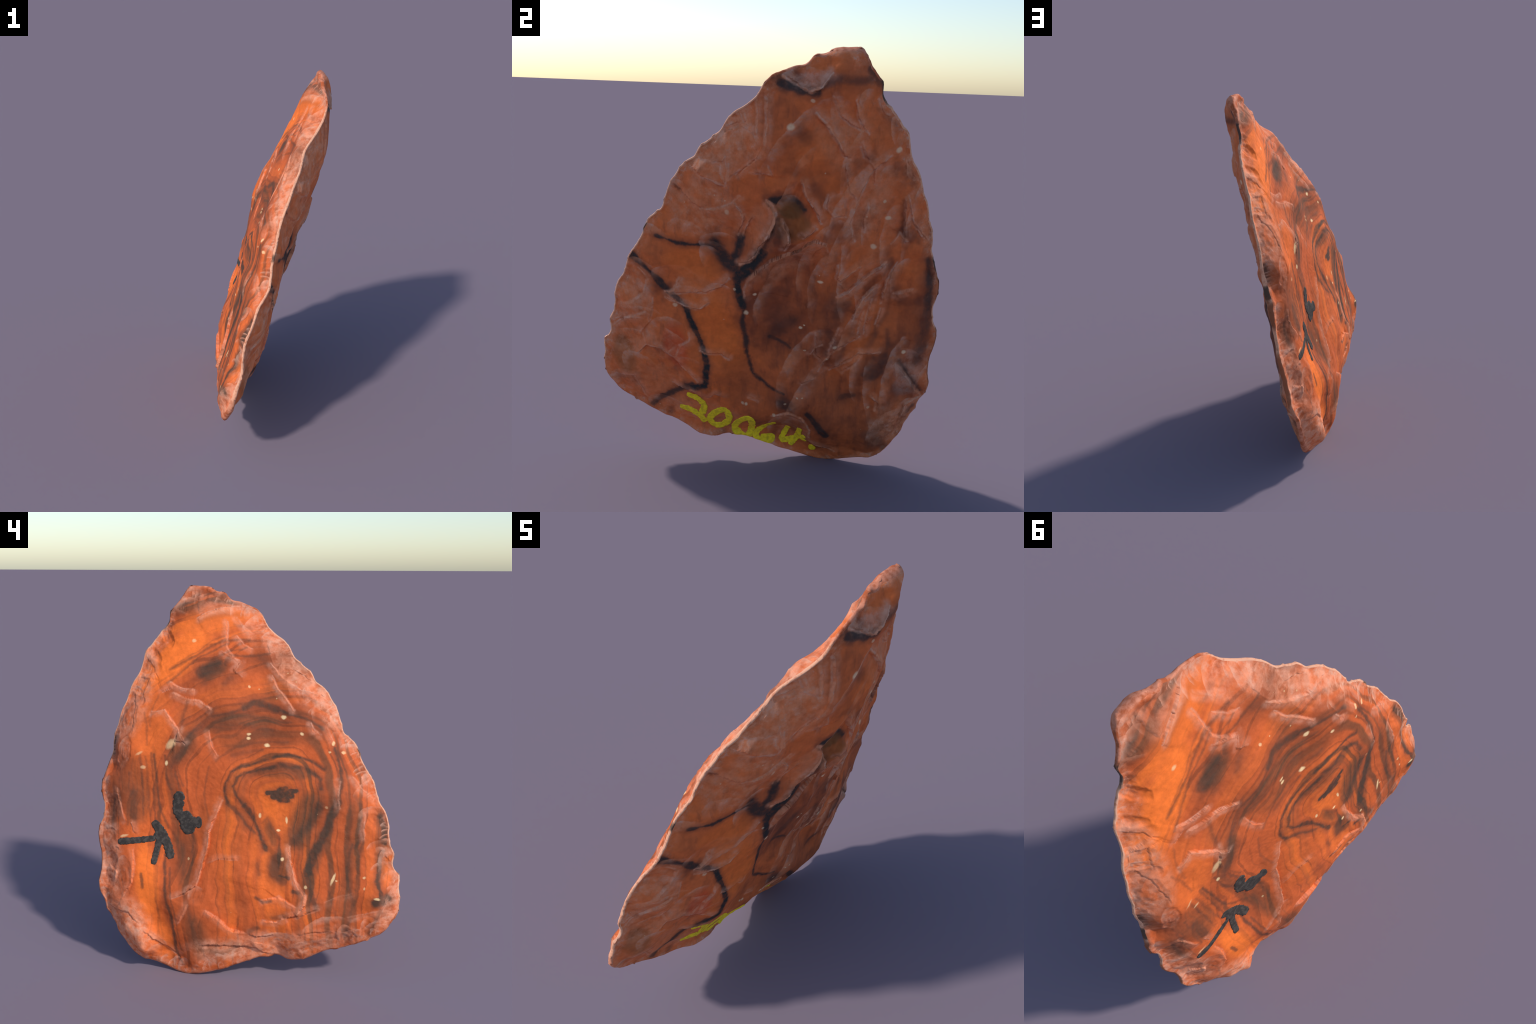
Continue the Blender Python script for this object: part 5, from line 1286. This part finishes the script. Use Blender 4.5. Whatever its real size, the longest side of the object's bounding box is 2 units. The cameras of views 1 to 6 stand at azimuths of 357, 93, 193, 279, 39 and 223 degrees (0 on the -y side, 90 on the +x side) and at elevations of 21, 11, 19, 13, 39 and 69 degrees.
def beside(path, gap):
    """the same path moved sideways, + to the left of travel"""
    p = np.asarray(path, float)
    d = np.gradient(p, axis=0)
    d /= np.linalg.norm(d, axis=1)[:, None] + 1e-9
    return [tuple(k) for k in (p + gap*np.column_stack([-d[:, 1], d[:, 0]])).tolist()]


def crest_tree(name, crests, mirror):
    """thin painted highlight on each crest and a wider painted glow on its high side"""
    g, N, i = mask_tree(name, 'P', 'rough')
    top = Heaviest(N)
    for (path, h, fall, painted_light) in crests:
        high = math.copysign(1, h) * (-1 if mirror else 1)
        d = N.math('ADD', path_node(N, i['P'], path), i['rough'])
        top.add(N.remap(d, 0.0115 if mirror else 0.0090, 0.0, 0.0, painted_light*(1.15 if mirror else 0.75)))
        d = N.math('ADD', path_node(N, i['P'], beside(path, 0.013*high)), i['rough'])
        top.add(N.remap(d, 0.026, 0.0, 0.0, painted_light*0.42))
    return close_tree(g, N, top.out)


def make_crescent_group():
    """crescent highlight painted on the light-facing side of a scar, fading inward"""
    g = bpy.data.node_groups.new('painted_lip_highlight', 'ShaderNodeTree')
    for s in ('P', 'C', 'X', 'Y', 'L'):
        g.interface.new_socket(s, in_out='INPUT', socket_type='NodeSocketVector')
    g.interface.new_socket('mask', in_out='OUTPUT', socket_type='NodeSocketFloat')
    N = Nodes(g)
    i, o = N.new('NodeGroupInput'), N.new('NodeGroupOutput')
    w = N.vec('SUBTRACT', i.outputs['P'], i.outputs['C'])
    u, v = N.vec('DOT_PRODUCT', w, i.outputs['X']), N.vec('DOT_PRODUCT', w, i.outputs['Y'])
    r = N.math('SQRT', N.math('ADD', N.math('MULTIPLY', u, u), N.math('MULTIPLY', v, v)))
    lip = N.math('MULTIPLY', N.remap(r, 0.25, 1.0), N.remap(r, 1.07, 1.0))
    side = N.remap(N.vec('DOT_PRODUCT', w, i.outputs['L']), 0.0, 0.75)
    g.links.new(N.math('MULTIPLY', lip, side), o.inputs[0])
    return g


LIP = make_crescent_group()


def lip_tree(name, scars, light):  # lip highlight tree
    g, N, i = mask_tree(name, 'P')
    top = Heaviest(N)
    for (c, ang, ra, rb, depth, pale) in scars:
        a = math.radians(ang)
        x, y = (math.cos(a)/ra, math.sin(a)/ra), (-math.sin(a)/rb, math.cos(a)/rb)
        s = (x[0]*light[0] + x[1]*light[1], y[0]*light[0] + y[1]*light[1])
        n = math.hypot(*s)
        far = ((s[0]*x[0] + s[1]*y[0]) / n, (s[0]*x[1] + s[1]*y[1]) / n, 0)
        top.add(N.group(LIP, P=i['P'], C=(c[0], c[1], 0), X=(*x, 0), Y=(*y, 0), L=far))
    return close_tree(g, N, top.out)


def skin_tree(name, scars, zone):
    g, N, i = mask_tree(name, 'P', 'cloud')
    top = Heaviest(N)
    for (c, ang, ra, rb, depth, pale) in scars:
        if pale > 0.04:
            top.add(N.remap(blob_node(N, i['P'], c, ang, ra, rb), 1.05, 0.55, 0.0, pale))
    ring = [tuple(r[:2]) for r in RIM[::28]]
    sides = [s for s in zip(ring, ring[1:] + ring[:1]) if in_zone(reach_of(s, 0.13), zone)]
    if sides:
        rim_d = None
        for s in sides:
            d = path_node(N, i['P'], s)
            rim_d = d if rim_d is None else N.math('MINIMUM', rim_d, d)
        rough = N.math('MULTIPLY', N.math('SUBTRACT', i['cloud'], 0.5), 0.14)
        top.add(N.remap(N.math('ADD', rim_d, rough), 0.050, 0.004, 0.0, 0.5))
    if top.out is None:
        top.add(N.math('MULTIPLY', i['cloud'], 0.0))
    return close_tree(g, N, top.out)


def tint_tree(name, tints):
    g, N, i = mask_tree(name, 'P', 'cloud')
    top = Heaviest(N)
    rough = N.math('MULTIPLY', N.math('SUBTRACT', i['cloud'], 0.5), 0.9)
    for (c, ang, ra, rb, kind, strength) in tints:
        r = N.math('ADD', blob_node(N, i['P'], c, ang, ra, rb), rough)
        top.add(N.remap(r, 1.22, 0.60, 0.0, strength))
    return close_tree(g, N, top.out)


def spot_tree(name, spots):
    g, N, i = mask_tree(name, 'P')
    top = Heaviest(N)
    for (c, ang, ra, rb, strength) in spots:
        if strength > 0:
            top.add(N.remap(blob_node(N, i['P'], c, ang, ra, rb), 1.15, 0.45, 0.0, strength))
    return close_tree(g, N, top.out)


# ------------------------------------------------------------------ materials
def rgb(r, g, b):
    return (r, g, b, 1.0)


COLOURS_BANDED = dict(vivid=rgb(0.93, 0.190, 0.030), base=rgb(0.60, 0.116, 0.030), brown=rgb(0.27, 0.062, 0.022), rust=rgb(0.42, 0.085, 0.026), band=rgb(0.135, 0.060, 0.030),
                      dark=rgb(0.055, 0.040, 0.029), pale=rgb(0.78, 0.310, 0.180), grey=rgb(0.68, 0.46, 0.36),
                      spot=rgb(0.92, 0.62, 0.32), red=rgb(0.60, 0.06, 0.02), olive=rgb(0.20, 0.085, 0.022))
COLOURS_DARK = dict(vivid=rgb(0.78, 0.165, 0.034), base=rgb(0.64, 0.146, 0.044), brown=rgb(0.26, 0.066, 0.030),
                    dark=rgb(0.027, 0.026, 0.027), pale=rgb(0.72, 0.285, 0.150), grey=rgb(0.60, 0.44, 0.37),
                    spot=rgb(0.80, 0.56, 0.36), red=rgb(0.62, 0.070, 0.020), olive=rgb(0.20, 0.078, 0.026))


def reach_of(points, pad):
    pts = np.asarray(points, float).reshape(-1, 2)
    return (*(pts.min(0) - pad), *(pts.max(0) + pad))


def in_zone(box, zone):
    return box[0] < zone[2] and box[2] > zone[0] and box[1] < zone[3] and box[3] > zone[1]


def local_paths(items, zone, pad):
    return [k for k in items if in_zone(reach_of(k[0], pad(k)), zone)]


def local_blobs(items, zone, grow, pad=0.035):
    return [k for k in items if in_zone(reach_of([k[0]], max(k[2], k[3])*grow + pad), zone)]


def stone_material(name, col, veins, crests, scars, spots, tints, banded, zone):
    """the stone's skin inside one zone of the face: only marks that reach the zone are computed"""
    veins = local_paths(veins, zone, lambda k: k[1] + k[2] + 0.04)
    crests = local_paths(crests, zone, lambda k: 0.075)
    tints = local_blobs(tints, zone, 1.7)
    spots = local_blobs(spots, zone, 1.4)
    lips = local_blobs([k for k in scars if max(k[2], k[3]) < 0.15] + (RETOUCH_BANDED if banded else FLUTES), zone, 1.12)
    scars = local_blobs(scars, zone, 1.15)
    mat = bpy.data.materials.new(name)
    mat.use_nodes = True
    tree = mat.node_tree
    tree.nodes.clear()
    N = Nodes(tree)
    coord = N.new('ShaderNodeTexCoord').outputs['Object']
    wob = N.vec('SUBTRACT', N.noise(coord, 9, 1.0, color=True), (0.5, 0.5, 0.5))
    fine = N.vec('SUBTRACT', N.noise(coord, 45, 2.0, 0.6, color=True), (0.5, 0.5, 0.5))
    P = N.vec('ADD', N.vec('ADD', coord, N.vec('SCALE', wob, scale=0.022)), N.vec('SCALE', fine, scale=0.009))
    P = N.vec('MULTIPLY', P, (1, 1, 0))
    mottle = N.noise(coord, 30, 4.0, 0.65)
    cloud = N.noise(coord, 6, 3.0, 0.6)
    patch = N.noise(coord, 19, 4.0, 0.68)
    rough = N.math('MULTIPLY', N.math('SUBTRACT', patch, 0.5), 0.022)

    # growth bands: an arch standing on two legs, narrower on its right
    sep = N.new('ShaderNodeSeparateXYZ')
    tree.links.new(P, sep.inputs[0])
    x, y = sep.outputs[0], sep.outputs[1]
    if banded:
        px = N.math('SUBTRACT', x, 0.19)
        py = N.math('MAXIMUM', N.math('SUBTRACT', y, 0.97), 0.0)
        left = N.math('MULTIPLY', N.math('MINIMUM', px, 0.0), 0.62)
        px = N.math('ADD', left, N.math('MAXIMUM', px, 0.0))
        f = N.math('SQRT', N.math('ADD', N.math('MULTIPLY', px, px), N.math('MULTIPLY', N.math('MULTIPLY', py, 0.62), py)))
        f = N.math('ADD', f, N.math('MULTIPLY', N.math('SUBTRACT', N.noise(coord, 4, 1.0), 0.5), 0.10))
        band = N.noise(None, 10.0, 2.0, 0.55, w=f)
        line = N.noise(None, 42.0, 2.0, 0.6, w=f)
    else:
        f = N.math('ADD', N.math('MULTIPLY', x, 0.8), N.math('MULTIPLY', y, 0.35))
        band = N.math('ADD', N.math('MULTIPLY', cloud, 0.8), N.math('MULTIPLY', N.noise(None, 9.0, 2.0, w=f), 0.2))
        line = N.noise(N.vec('MULTIPLY', P, (3.2, 1, 1)), 8, 3.0, 0.6)
    colour = N.mix(N.remap(band, 0.32, 0.50), col['brown'] if not banded else col['rust'], col['base'])
    colour = N.mix(N.remap(band, 0.50, 0.70, 0.0, 0.6 if banded else 0.45), colour, col['vivid'])
    streak = N.math('MULTIPLY', N.remap(line, 0.48, 0.30, 0.0, 0.7 if banded else 0.45), N.remap(cloud, 0.36, 0.60, 0.25, 1.0))
    colour = N.mix(streak, colour, col['brown'])

    if banded:
        # wide dark growth bands around the eye and down the lower right
        wide = N.remap(N.noise(None, 21.0, 1.0, 0.5, w=f), 0.50, 0.36)
        eye = N.math('ADD', blob_node(N, P, (0.26, 0.78), 90, 0.72, 0.50), N.math('MULTIPLY', N.math('SUBTRACT', cloud, 0.5), 1.0))
        wide = N.math('MULTIPLY', wide, N.remap(eye, 1.15, 0.55, 0.0, 0.75))
        wide = N.math('MULTIPLY', wide, N.remap(N.math('ADD', x, N.math('MULTIPLY', y, 0.25)), 0.12, 0.42, 0.45, 1.0))
        colour = N.mix(wide, colour, col['band'])

    # broad tints
    for key in ('vivid', 'red', 'olive', 'brown', 'band', 'pale', 'grey'):
        mine = [k for k in tints if k[4] == key]
        if mine:
            m = N.group(tint_tree(name + '_' + key, mine), P=P, cloud=cloud)
            if key in ('brown', 'vivid', 'band'):
                m = N.math('MULTIPLY', m, N.remap(line, 0.25, 0.62, 1.0, 0.55) if key != 'vivid' else
                           N.remap(line, 0.25, 0.50, 0.7, 1.0))
            elif key in ('pale', 'grey'):
                m = N.math('MULTIPLY', m, N.remap(patch, 0.34, 0.60, 0.15, 0.95 if banded else 0.7))
            colour = N.mix(m, colour, col[key])

    # bruised, pale skin inside flake scars and along the worked edge
    skin = N.group(skin_tree(name + '_skin', scars, zone), P=P, cloud=cloud)
    skin = N.math('MULTIPLY', skin, N.remap(patch, 0.38, 0.60, 0.12, 1.0))
    colour = N.mix(skin, colour, col['pale'])
    frost = N.math('MULTIPLY', skin, N.remap(N.noise(coord, 42, 3.0, 0.7), 0.50, 0.66))
    colour = N.mix(N.math('MULTIPLY', frost, 0.8), colour, col['grey'])

    # dark veins
    if veins:
        vein = N.group(vein_tree(name + '_veins', veins), P=P, rough=N.math('ADD', rough, N.math('MULTIPLY', N.math('SUBTRACT', cloud, 0.5), 0.012 if banded else 0.034)))
        vein = N.math('MULTIPLY', vein, N.remap(mottle, 0.30, 0.55, 0.78, 1.0))
        colour = N.mix(vein, colour, col['dark'])

    # light caught on the crests, lightened into the base colour
    if crests:
        crest = N.math('MULTIPLY', N.group(crest_tree(name + '_crests', crests, not banded), P=P, rough=rough),
                       N.remap(N.noise(coord, 24, 2.0), 0.34, 0.54, 0.4, 1.0))
        colour = N.mix(crest, colour, col['pale'])
        colour = N.mix(N.math('MULTIPLY', crest, N.remap(patch, 0.44, 0.62, 0.1, 0.75)), colour, col['grey'])

    # scar lips tinted paler towards a fixed light direction
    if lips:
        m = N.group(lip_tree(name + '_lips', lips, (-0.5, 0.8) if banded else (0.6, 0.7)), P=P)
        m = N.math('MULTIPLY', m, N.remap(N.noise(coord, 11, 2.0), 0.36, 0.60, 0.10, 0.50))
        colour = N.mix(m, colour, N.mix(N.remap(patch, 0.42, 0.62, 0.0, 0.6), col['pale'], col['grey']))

    # inclusions
    vor = N.new('ShaderNodeTexVoronoi')
    tree.links.new(coord, vor.inputs['Vector'])
    vor.inputs['Scale'].default_value = 21
    speck = N.remap(vor.outputs['Distance'], 0.11, 0.05)
    pick = N.new('ShaderNodeSeparateColor')
    tree.links.new(vor.outputs['Color'], pick.inputs[0])
    specks = N.math('MULTIPLY', speck, N.remap(pick.outputs[0], 0.93, 0.95, 0.0, 0.4))
    if spots:
        specks = N.math('MAXIMUM', N.group(spot_tree(name + '_spots', spots), P=P), specks)
    colour = N.mix(specks, colour, col['spot'])

    # fine grain
    value = N.remap(mottle, 0.28, 0.72, 0.86, 1.14, smooth=False)
    colour = N.mix(1.0, colour, N.vec('SCALE', (1, 1, 1), scale=value), 'MULTIPLY')

    bsdf = N.new('ShaderNodeBsdfPrincipled')
    tree.links.new(colour, bsdf.inputs['Base Color'])
    bsdf.inputs['Roughness'].default_value = 0.72
    bsdf.inputs['Specular IOR Level'].default_value = 0.2
    bump = N.new('ShaderNodeBump')
    bump.inputs['Strength'].default_value = 0.35
    bump.inputs['Distance'].default_value = 0.006
    tree.links.new(N.noise(coord, 38, 3.0, 0.6), bump.inputs['Height'])
    tree.links.new(bump.outputs[0], bsdf.inputs['Normal'])
    tree.links.new(bsdf.outputs[0], N.new('ShaderNodeOutputMaterial').inputs[0])
    return mat


def edge_material():
    """crushed rim: pale along the two cutting edges, plain red stone at tip and butt"""
    mat = bpy.data.materials.new('crushed_edge')
    mat.use_nodes = True
    N = Nodes(mat.node_tree)
    bsdf = mat.node_tree.nodes['Principled BSDF']
    coord = N.new('ShaderNodeTexCoord').outputs['Object']
    sep = N.new('ShaderNodeSeparateXYZ')
    mat.node_tree.links.new(coord, sep.inputs[0])
    y = N.math('ADD', sep.outputs[1], N.math('MULTIPLY', N.math('SUBTRACT', N.noise(coord, 7, 3.0), 0.5), 0.3))
    cutting = N.math('MULTIPLY', N.remap(y, 0.34, 0.50), N.remap(y, 1.95, 1.86))
    c = N.mix(N.remap(N.noise(coord, 22, 4.0, 0.65), 0.35, 0.62), rgb(0.42, 0.095, 0.032), rgb(0.66, 0.25, 0.15))
    bleached = N.math('MULTIPLY', cutting, N.remap(N.noise(coord, 48, 3.0, 0.6), 0.36, 0.50, 0.45, 1.0))
    c = N.mix(bleached, c, rgb(0.74, 0.37, 0.235))
    P = N.vec('MULTIPLY', coord, (1, 1, 0))
    for (at, reach, tone) in (((-0.765, 1.10), (0.08, 0.050), rgb(0.03, 0.024, 0.020)), ((-0.775, 0.98), (0.08, 0.10), rgb(0.24, 0.066, 0.026)),
                              ((-0.47, 1.89), (0.07, 0.070), rgb(0.05, 0.040, 0.034)), ((-0.80, 0.62), (0.06, 0.22), rgb(0.30, 0.085, 0.035)),
                              ((0.56, 1.20), (0.03, 0.03), rgb(0.06, 0.045, 0.035))):
        r = N.math('ADD', blob_node(N, P, at, 0, *reach), N.math('MULTIPLY', N.math('SUBTRACT', N.noise(coord, 25, 2.0), 0.5), 0.9))
        c = N.mix(N.remap(r, 1.1, 0.5, 0.0, 0.9), c, tone)
    mat.node_tree.links.new(c, bsdf.inputs['Base Color'])
    bsdf.inputs['Roughness'].default_value = 0.75
    bsdf.inputs['Specular IOR Level'].default_value = 0.2
    return mat


ZONE_P, ZONE_Q = np.linspace(-0.83, 0.83, 4), np.linspace(-0.02, 2.10, 6)


def zone_index(flat):
    i = np.clip(np.searchsorted(ZONE_P, flat[:, 0]) - 1, 0, len(ZONE_P) - 2)
    j = np.clip(np.searchsorted(ZONE_Q, flat[:, 1]) - 1, 0, len(ZONE_Q) - 2)
    return i * (len(ZONE_Q) - 1) + j


class ZonedSkin:
    """materials of one face, made on demand zone by zone"""
    def __init__(self, name, banded, *parts):
        self.name, self.banded, self.parts, self.made = name, banded, parts, {}

    def __getitem__(self, z):
        if z not in self.made:
            i, j = divmod(z, len(ZONE_Q) - 1)
            box = (ZONE_P[i] - 0.004, ZONE_Q[j] - 0.004, ZONE_P[i + 1] + 0.004, ZONE_Q[j + 1] + 0.004)
            self.made[z] = stone_material(self.name, *self.parts, self.banded, box)
        return self.made[z]


def mark_material(name, thick, thin):
    mat = bpy.data.materials.new(name)
    mat.use_nodes = True
    N = Nodes(mat.node_tree)
    bsdf = mat.node_tree.nodes['Principled BSDF']
    coord = N.new('ShaderNodeTexCoord').outputs['Object']
    streak = N.noise(coord, 55, 4.0, 0.65)
    c = N.mix(N.remap(streak, 0.40, 0.66), thick, thin)
    mat.node_tree.links.new(c, bsdf.inputs['Base Color'])
    bsdf.inputs['Roughness'].default_value = 0.7
    bsdf.inputs['Specular IOR Level'].default_value = 0.2
    return mat


# ------------------------------------------------------------------ build the stone body
def build_body(parent):
    u = np.arange(RINGS + 1) / RINGS
    shrink = u**1.25
    shrink = np.concatenate([[0, .0012, .0030, .0055, .009, .0135, .019], .026 + (1 - .026)*shrink[1:-1]])
    rings = len(shrink)
    pq = RIM[None, :, :2] + (CENTRE - RIM[None, :, :2]) * shrink[:, None, None]
    flat = pq.reshape(-1, 2)
    edge = edge_distance(flat)
    edge[:RIM_STEPS] = 0
    rim_fix = np.stack([RIM[:, 2] - plate_banded(RIM[:, :2]), RIM[:, 2] - plate_dark(RIM[:, :2])])
    weight = np.exp(-(shrink / 0.06)**2)
    fix = [(weight[:, None] * rim_fix[k][None]).ravel() for k in (0, 1)]
    top, low = surfaces(flat, edge, fix)
    tip_t, tip_l = surfaces(CENTRE[None], np.array([0.5]))
    S = RIM_STEPS
    a = np.column_stack([flat, top])
    b = np.column_stack([flat, low])[S:]
    verts = np.vstack([a, b, [[*CENTRE, tip_t[0]]], [[*CENTRE, tip_l[0]]]])
    ida = np.arange(rings*S).reshape(rings, S)
    idb = np.vstack([ida[0], len(a) + np.arange((rings - 1)*S).reshape(rings - 1, S)])
    ca, cb = len(verts) - 2, len(verts) - 1
    # the rim must be traversed counter-clockwise seen from +n for outward normals
    area = np.sum(RIM[:, 0]*np.roll(RIM[:, 1], -1) - np.roll(RIM[:, 0], -1)*RIM[:, 1])

    def quads(idx, lo, hi, flip):
        i0, i1 = idx[lo:hi], idx[lo + 1:hi + 1]
        j0, j1 = np.roll(i0, -1, 1), np.roll(i1, -1, 1)
        q = np.stack([i0, j0, j1, i1], -1).reshape(-1, 4)
        return q[:, ::-1] if flip else q

    def fan(idx, c, flip):
        i, j = idx[-1], np.roll(idx[-1], -1)
        q = np.stack([i, j, np.full(S, c)], -1)
        return q[:, ::-1] if flip else q
    cw = area < 0
    E = EDGE_RINGS
    groups = {
        'banded_face': ([quads(ida, E, rings - 1, cw), fan(ida, ca, cw)], [0, 0]),
        'dark_face': ([quads(idb, E, rings - 1, not cw), fan(idb, cb, not cw)], [1, 1]),
        'worked_edge': ([quads(ida, 0, E, cw), quads(idb, 0, E, not cw)], [0, 1]),
    }

    def mesh_from(name, faces, vs):
        me = bpy.data.meshes.new(name)
        me.from_pydata(vs.tolist(), [], [f for block in faces for f in block.tolist()])
        me.update()
        return me
    normals = np.zeros((len(verts), 3))
    for fs, _ in groups.values():
        for f in fs:
            n = np.cross(verts[f[:, 2]] - verts[f[:, 0]], verts[f[:, -1]] - verts[f[:, 1]])
            for k in range(f.shape[1]):
                for ax in range(3):
                    normals[:, ax] += np.bincount(f[:, k], n[:, ax], len(verts))
    normals /= np.linalg.norm(normals, axis=1)[:, None] + 1e-12
    bruised = edge_material()
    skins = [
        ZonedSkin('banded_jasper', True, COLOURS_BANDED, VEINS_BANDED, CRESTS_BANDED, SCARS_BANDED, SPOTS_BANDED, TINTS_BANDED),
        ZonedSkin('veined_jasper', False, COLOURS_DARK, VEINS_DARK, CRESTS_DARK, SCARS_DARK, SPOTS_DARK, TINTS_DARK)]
    for name, (faces, slots) in groups.items():
        used = np.unique(np.concatenate([f.ravel() for f in faces]))
        remap = np.full(len(verts), -1)
        remap[used] = np.arange(len(used))
        me = mesh_from(name, [remap[f] for f in faces], verts[used])
        key = np.concatenate([slot*1000 + zone_index(verts[f][:, :, :2].mean(1)) for f, slot in zip(faces, slots)])
        kinds, slot_of = np.unique(key, return_inverse=True)
        for k in kinds:
            me.materials.append(bruised if name == 'worked_edge' else skins[int(k) // 1000][int(k) % 1000])
        me.polygons.foreach_set('material_index', slot_of.astype(np.int32))
        me.polygons.foreach_set('use_smooth', np.ones(len(me.polygons), bool))
        me.normals_split_custom_set_from_vertices(normals[used].tolist())
        ob = bpy.data.objects.new(name, me)
        bpy.context.collection.objects.link(ob)
        ob.parent = parent


# ------------------------------------------------------------------ ink and paint on the skin
def keep_off_rim(P, gap):
    """pull points back that lie outside the rim or too near to it"""
    for _ in range(4):
        inside = np.zeros(len(P), bool)
        for a, b in zip(_rim_lo, np.roll(_rim_lo, -1, 0)):
            if a[1] != b[1]:
                m = (a[1] > P[:, 1]) != (b[1] > P[:, 1])
                inside ^= m & (P[:, 0] < (b[0] - a[0])*(P[:, 1] - a[1])/(b[1] - a[1]) + a[0])
        d = edge_distance(P) * np.where(inside, 1, -1)
        to = CENTRE - P
        P = P + to / np.linalg.norm(to, axis=1)[:, None] * np.clip(gap - d, 0, 1)[:, None]
    return P


def build_strokes(strokes, banded, names, material, parent, lift, seed):
    rng = np.random.default_rng(seed)
    by_mark = {}
    for path, half, mark in strokes:
        by_mark.setdefault(mark, []).append((path, half))
    for mark, items in sorted(by_mark.items()):
        V, F = [], []
        for path, half in items:
            line = smooth_path(path, 0.0035)
            cap = half * 0.55
            d0, d1 = line[0] - line[1], line[-1] - line[-2]
            n_cap = 4
            caps0 = [line[0] + d0/np.linalg.norm(d0)*half*c for c in np.linspace(1, 0.25, n_cap)]
            caps1 = [line[-1] + d1/np.linalg.norm(d1)*half*c for c in np.linspace(0.25, 1, n_cap)]
            closed = np.allclose(line[0], line[-1])
            body = line if closed else np.vstack([caps0, line, caps1])
            tang = np.gradient(body, axis=0)
            if closed:
                tang[0] = tang[-1] = body[1] - body[-2]
            tang /= np.linalg.norm(tang, axis=1)[:, None]
            side = np.column_stack([-tang[:, 1], tang[:, 0]])
            n = len(body)
            width = half * (1 + 0.16*value_noise(np.column_stack([np.arange(n)*0.05, np.full(n, mark + 2.0)]), 9, seed + mark)
                            + 0.05*rng.standard_normal(n))
            if closed:
                width[-1] = width[0]
            else:
                arc = np.sqrt(np.clip(1 - np.concatenate([np.linspace(1, .25, n_cap), np.zeros(n - 2*n_cap), np.linspace(.25, 1, n_cap)])**2, 0.01, 1))
                width = width * arc
            across = np.array([-1, -0.94, -0.7, -0.35, 0, 0.35, 0.7, 0.94, 1])
            pts = body[:, None] + side[:, None]*(width[:, None]*across[None])[..., None]
            flat = keep_off_rim(pts.reshape(-1, 2), 0.0025)
            top, low = surfaces(flat, edge_distance(flat))
            prof = np.where(np.abs(across) > 0.99, -0.0025, lift*(0.7 + 0.3*np.sqrt(np.clip(1 - across**2, 0, 1))))
            prof = np.tile(prof, (n, 1))
            if not closed:
                prof[0] = prof[-1] = -0.0025
            z = top + prof.ravel() if banded else low - prof.ravel()
            base = len(V)
            V += np.column_stack([flat, z]).tolist()
            for i in range(n - 1):
                for j in range(8):
                    q = (base + i*9 + j, base + i*9 + j + 1, base + (i + 1)*9 + j + 1, base + (i + 1)*9 + j)
                    F.append(q[::-1] if banded else q)
        me = bpy.data.meshes.new(names[mark])
        me.from_pydata(V, [], F)
        me.update()
        me.polygons.foreach_set('use_smooth', np.ones(len(me.polygons), bool))
        me.materials.append(material)
        ob = bpy.data.objects.new(names[mark], me)
        bpy.context.collection.objects.link(ob)
        ob.parent = parent


stone = bpy.data.objects.new('stone_hand_axe', None)
stone.matrix_world = FRAME
stone['label'] = 'leaf shaped flaked hand axe of banded orange jasper with painted number'
stone['category'] = 'stone tool'
bpy.context.collection.objects.link(stone)
build_body(stone)
ink = mark_material('black_ink', rgb(0.040, 0.034, 0.030), rgb(0.085, 0.070, 0.060))
paint = mark_material('yellow_paint', rgb(0.95, 0.70, 0.022), rgb(0.66, 0.47, 0.026))
build_strokes(INK_STROKES, True, ['ink_arrow', 'ink_blot'], ink, stone, 0.0026, 5)
build_strokes(PAINT_STROKES, False, ['painted_digit'] * 5 + ['painted_dot'], paint, stone, 0.0040, 9)
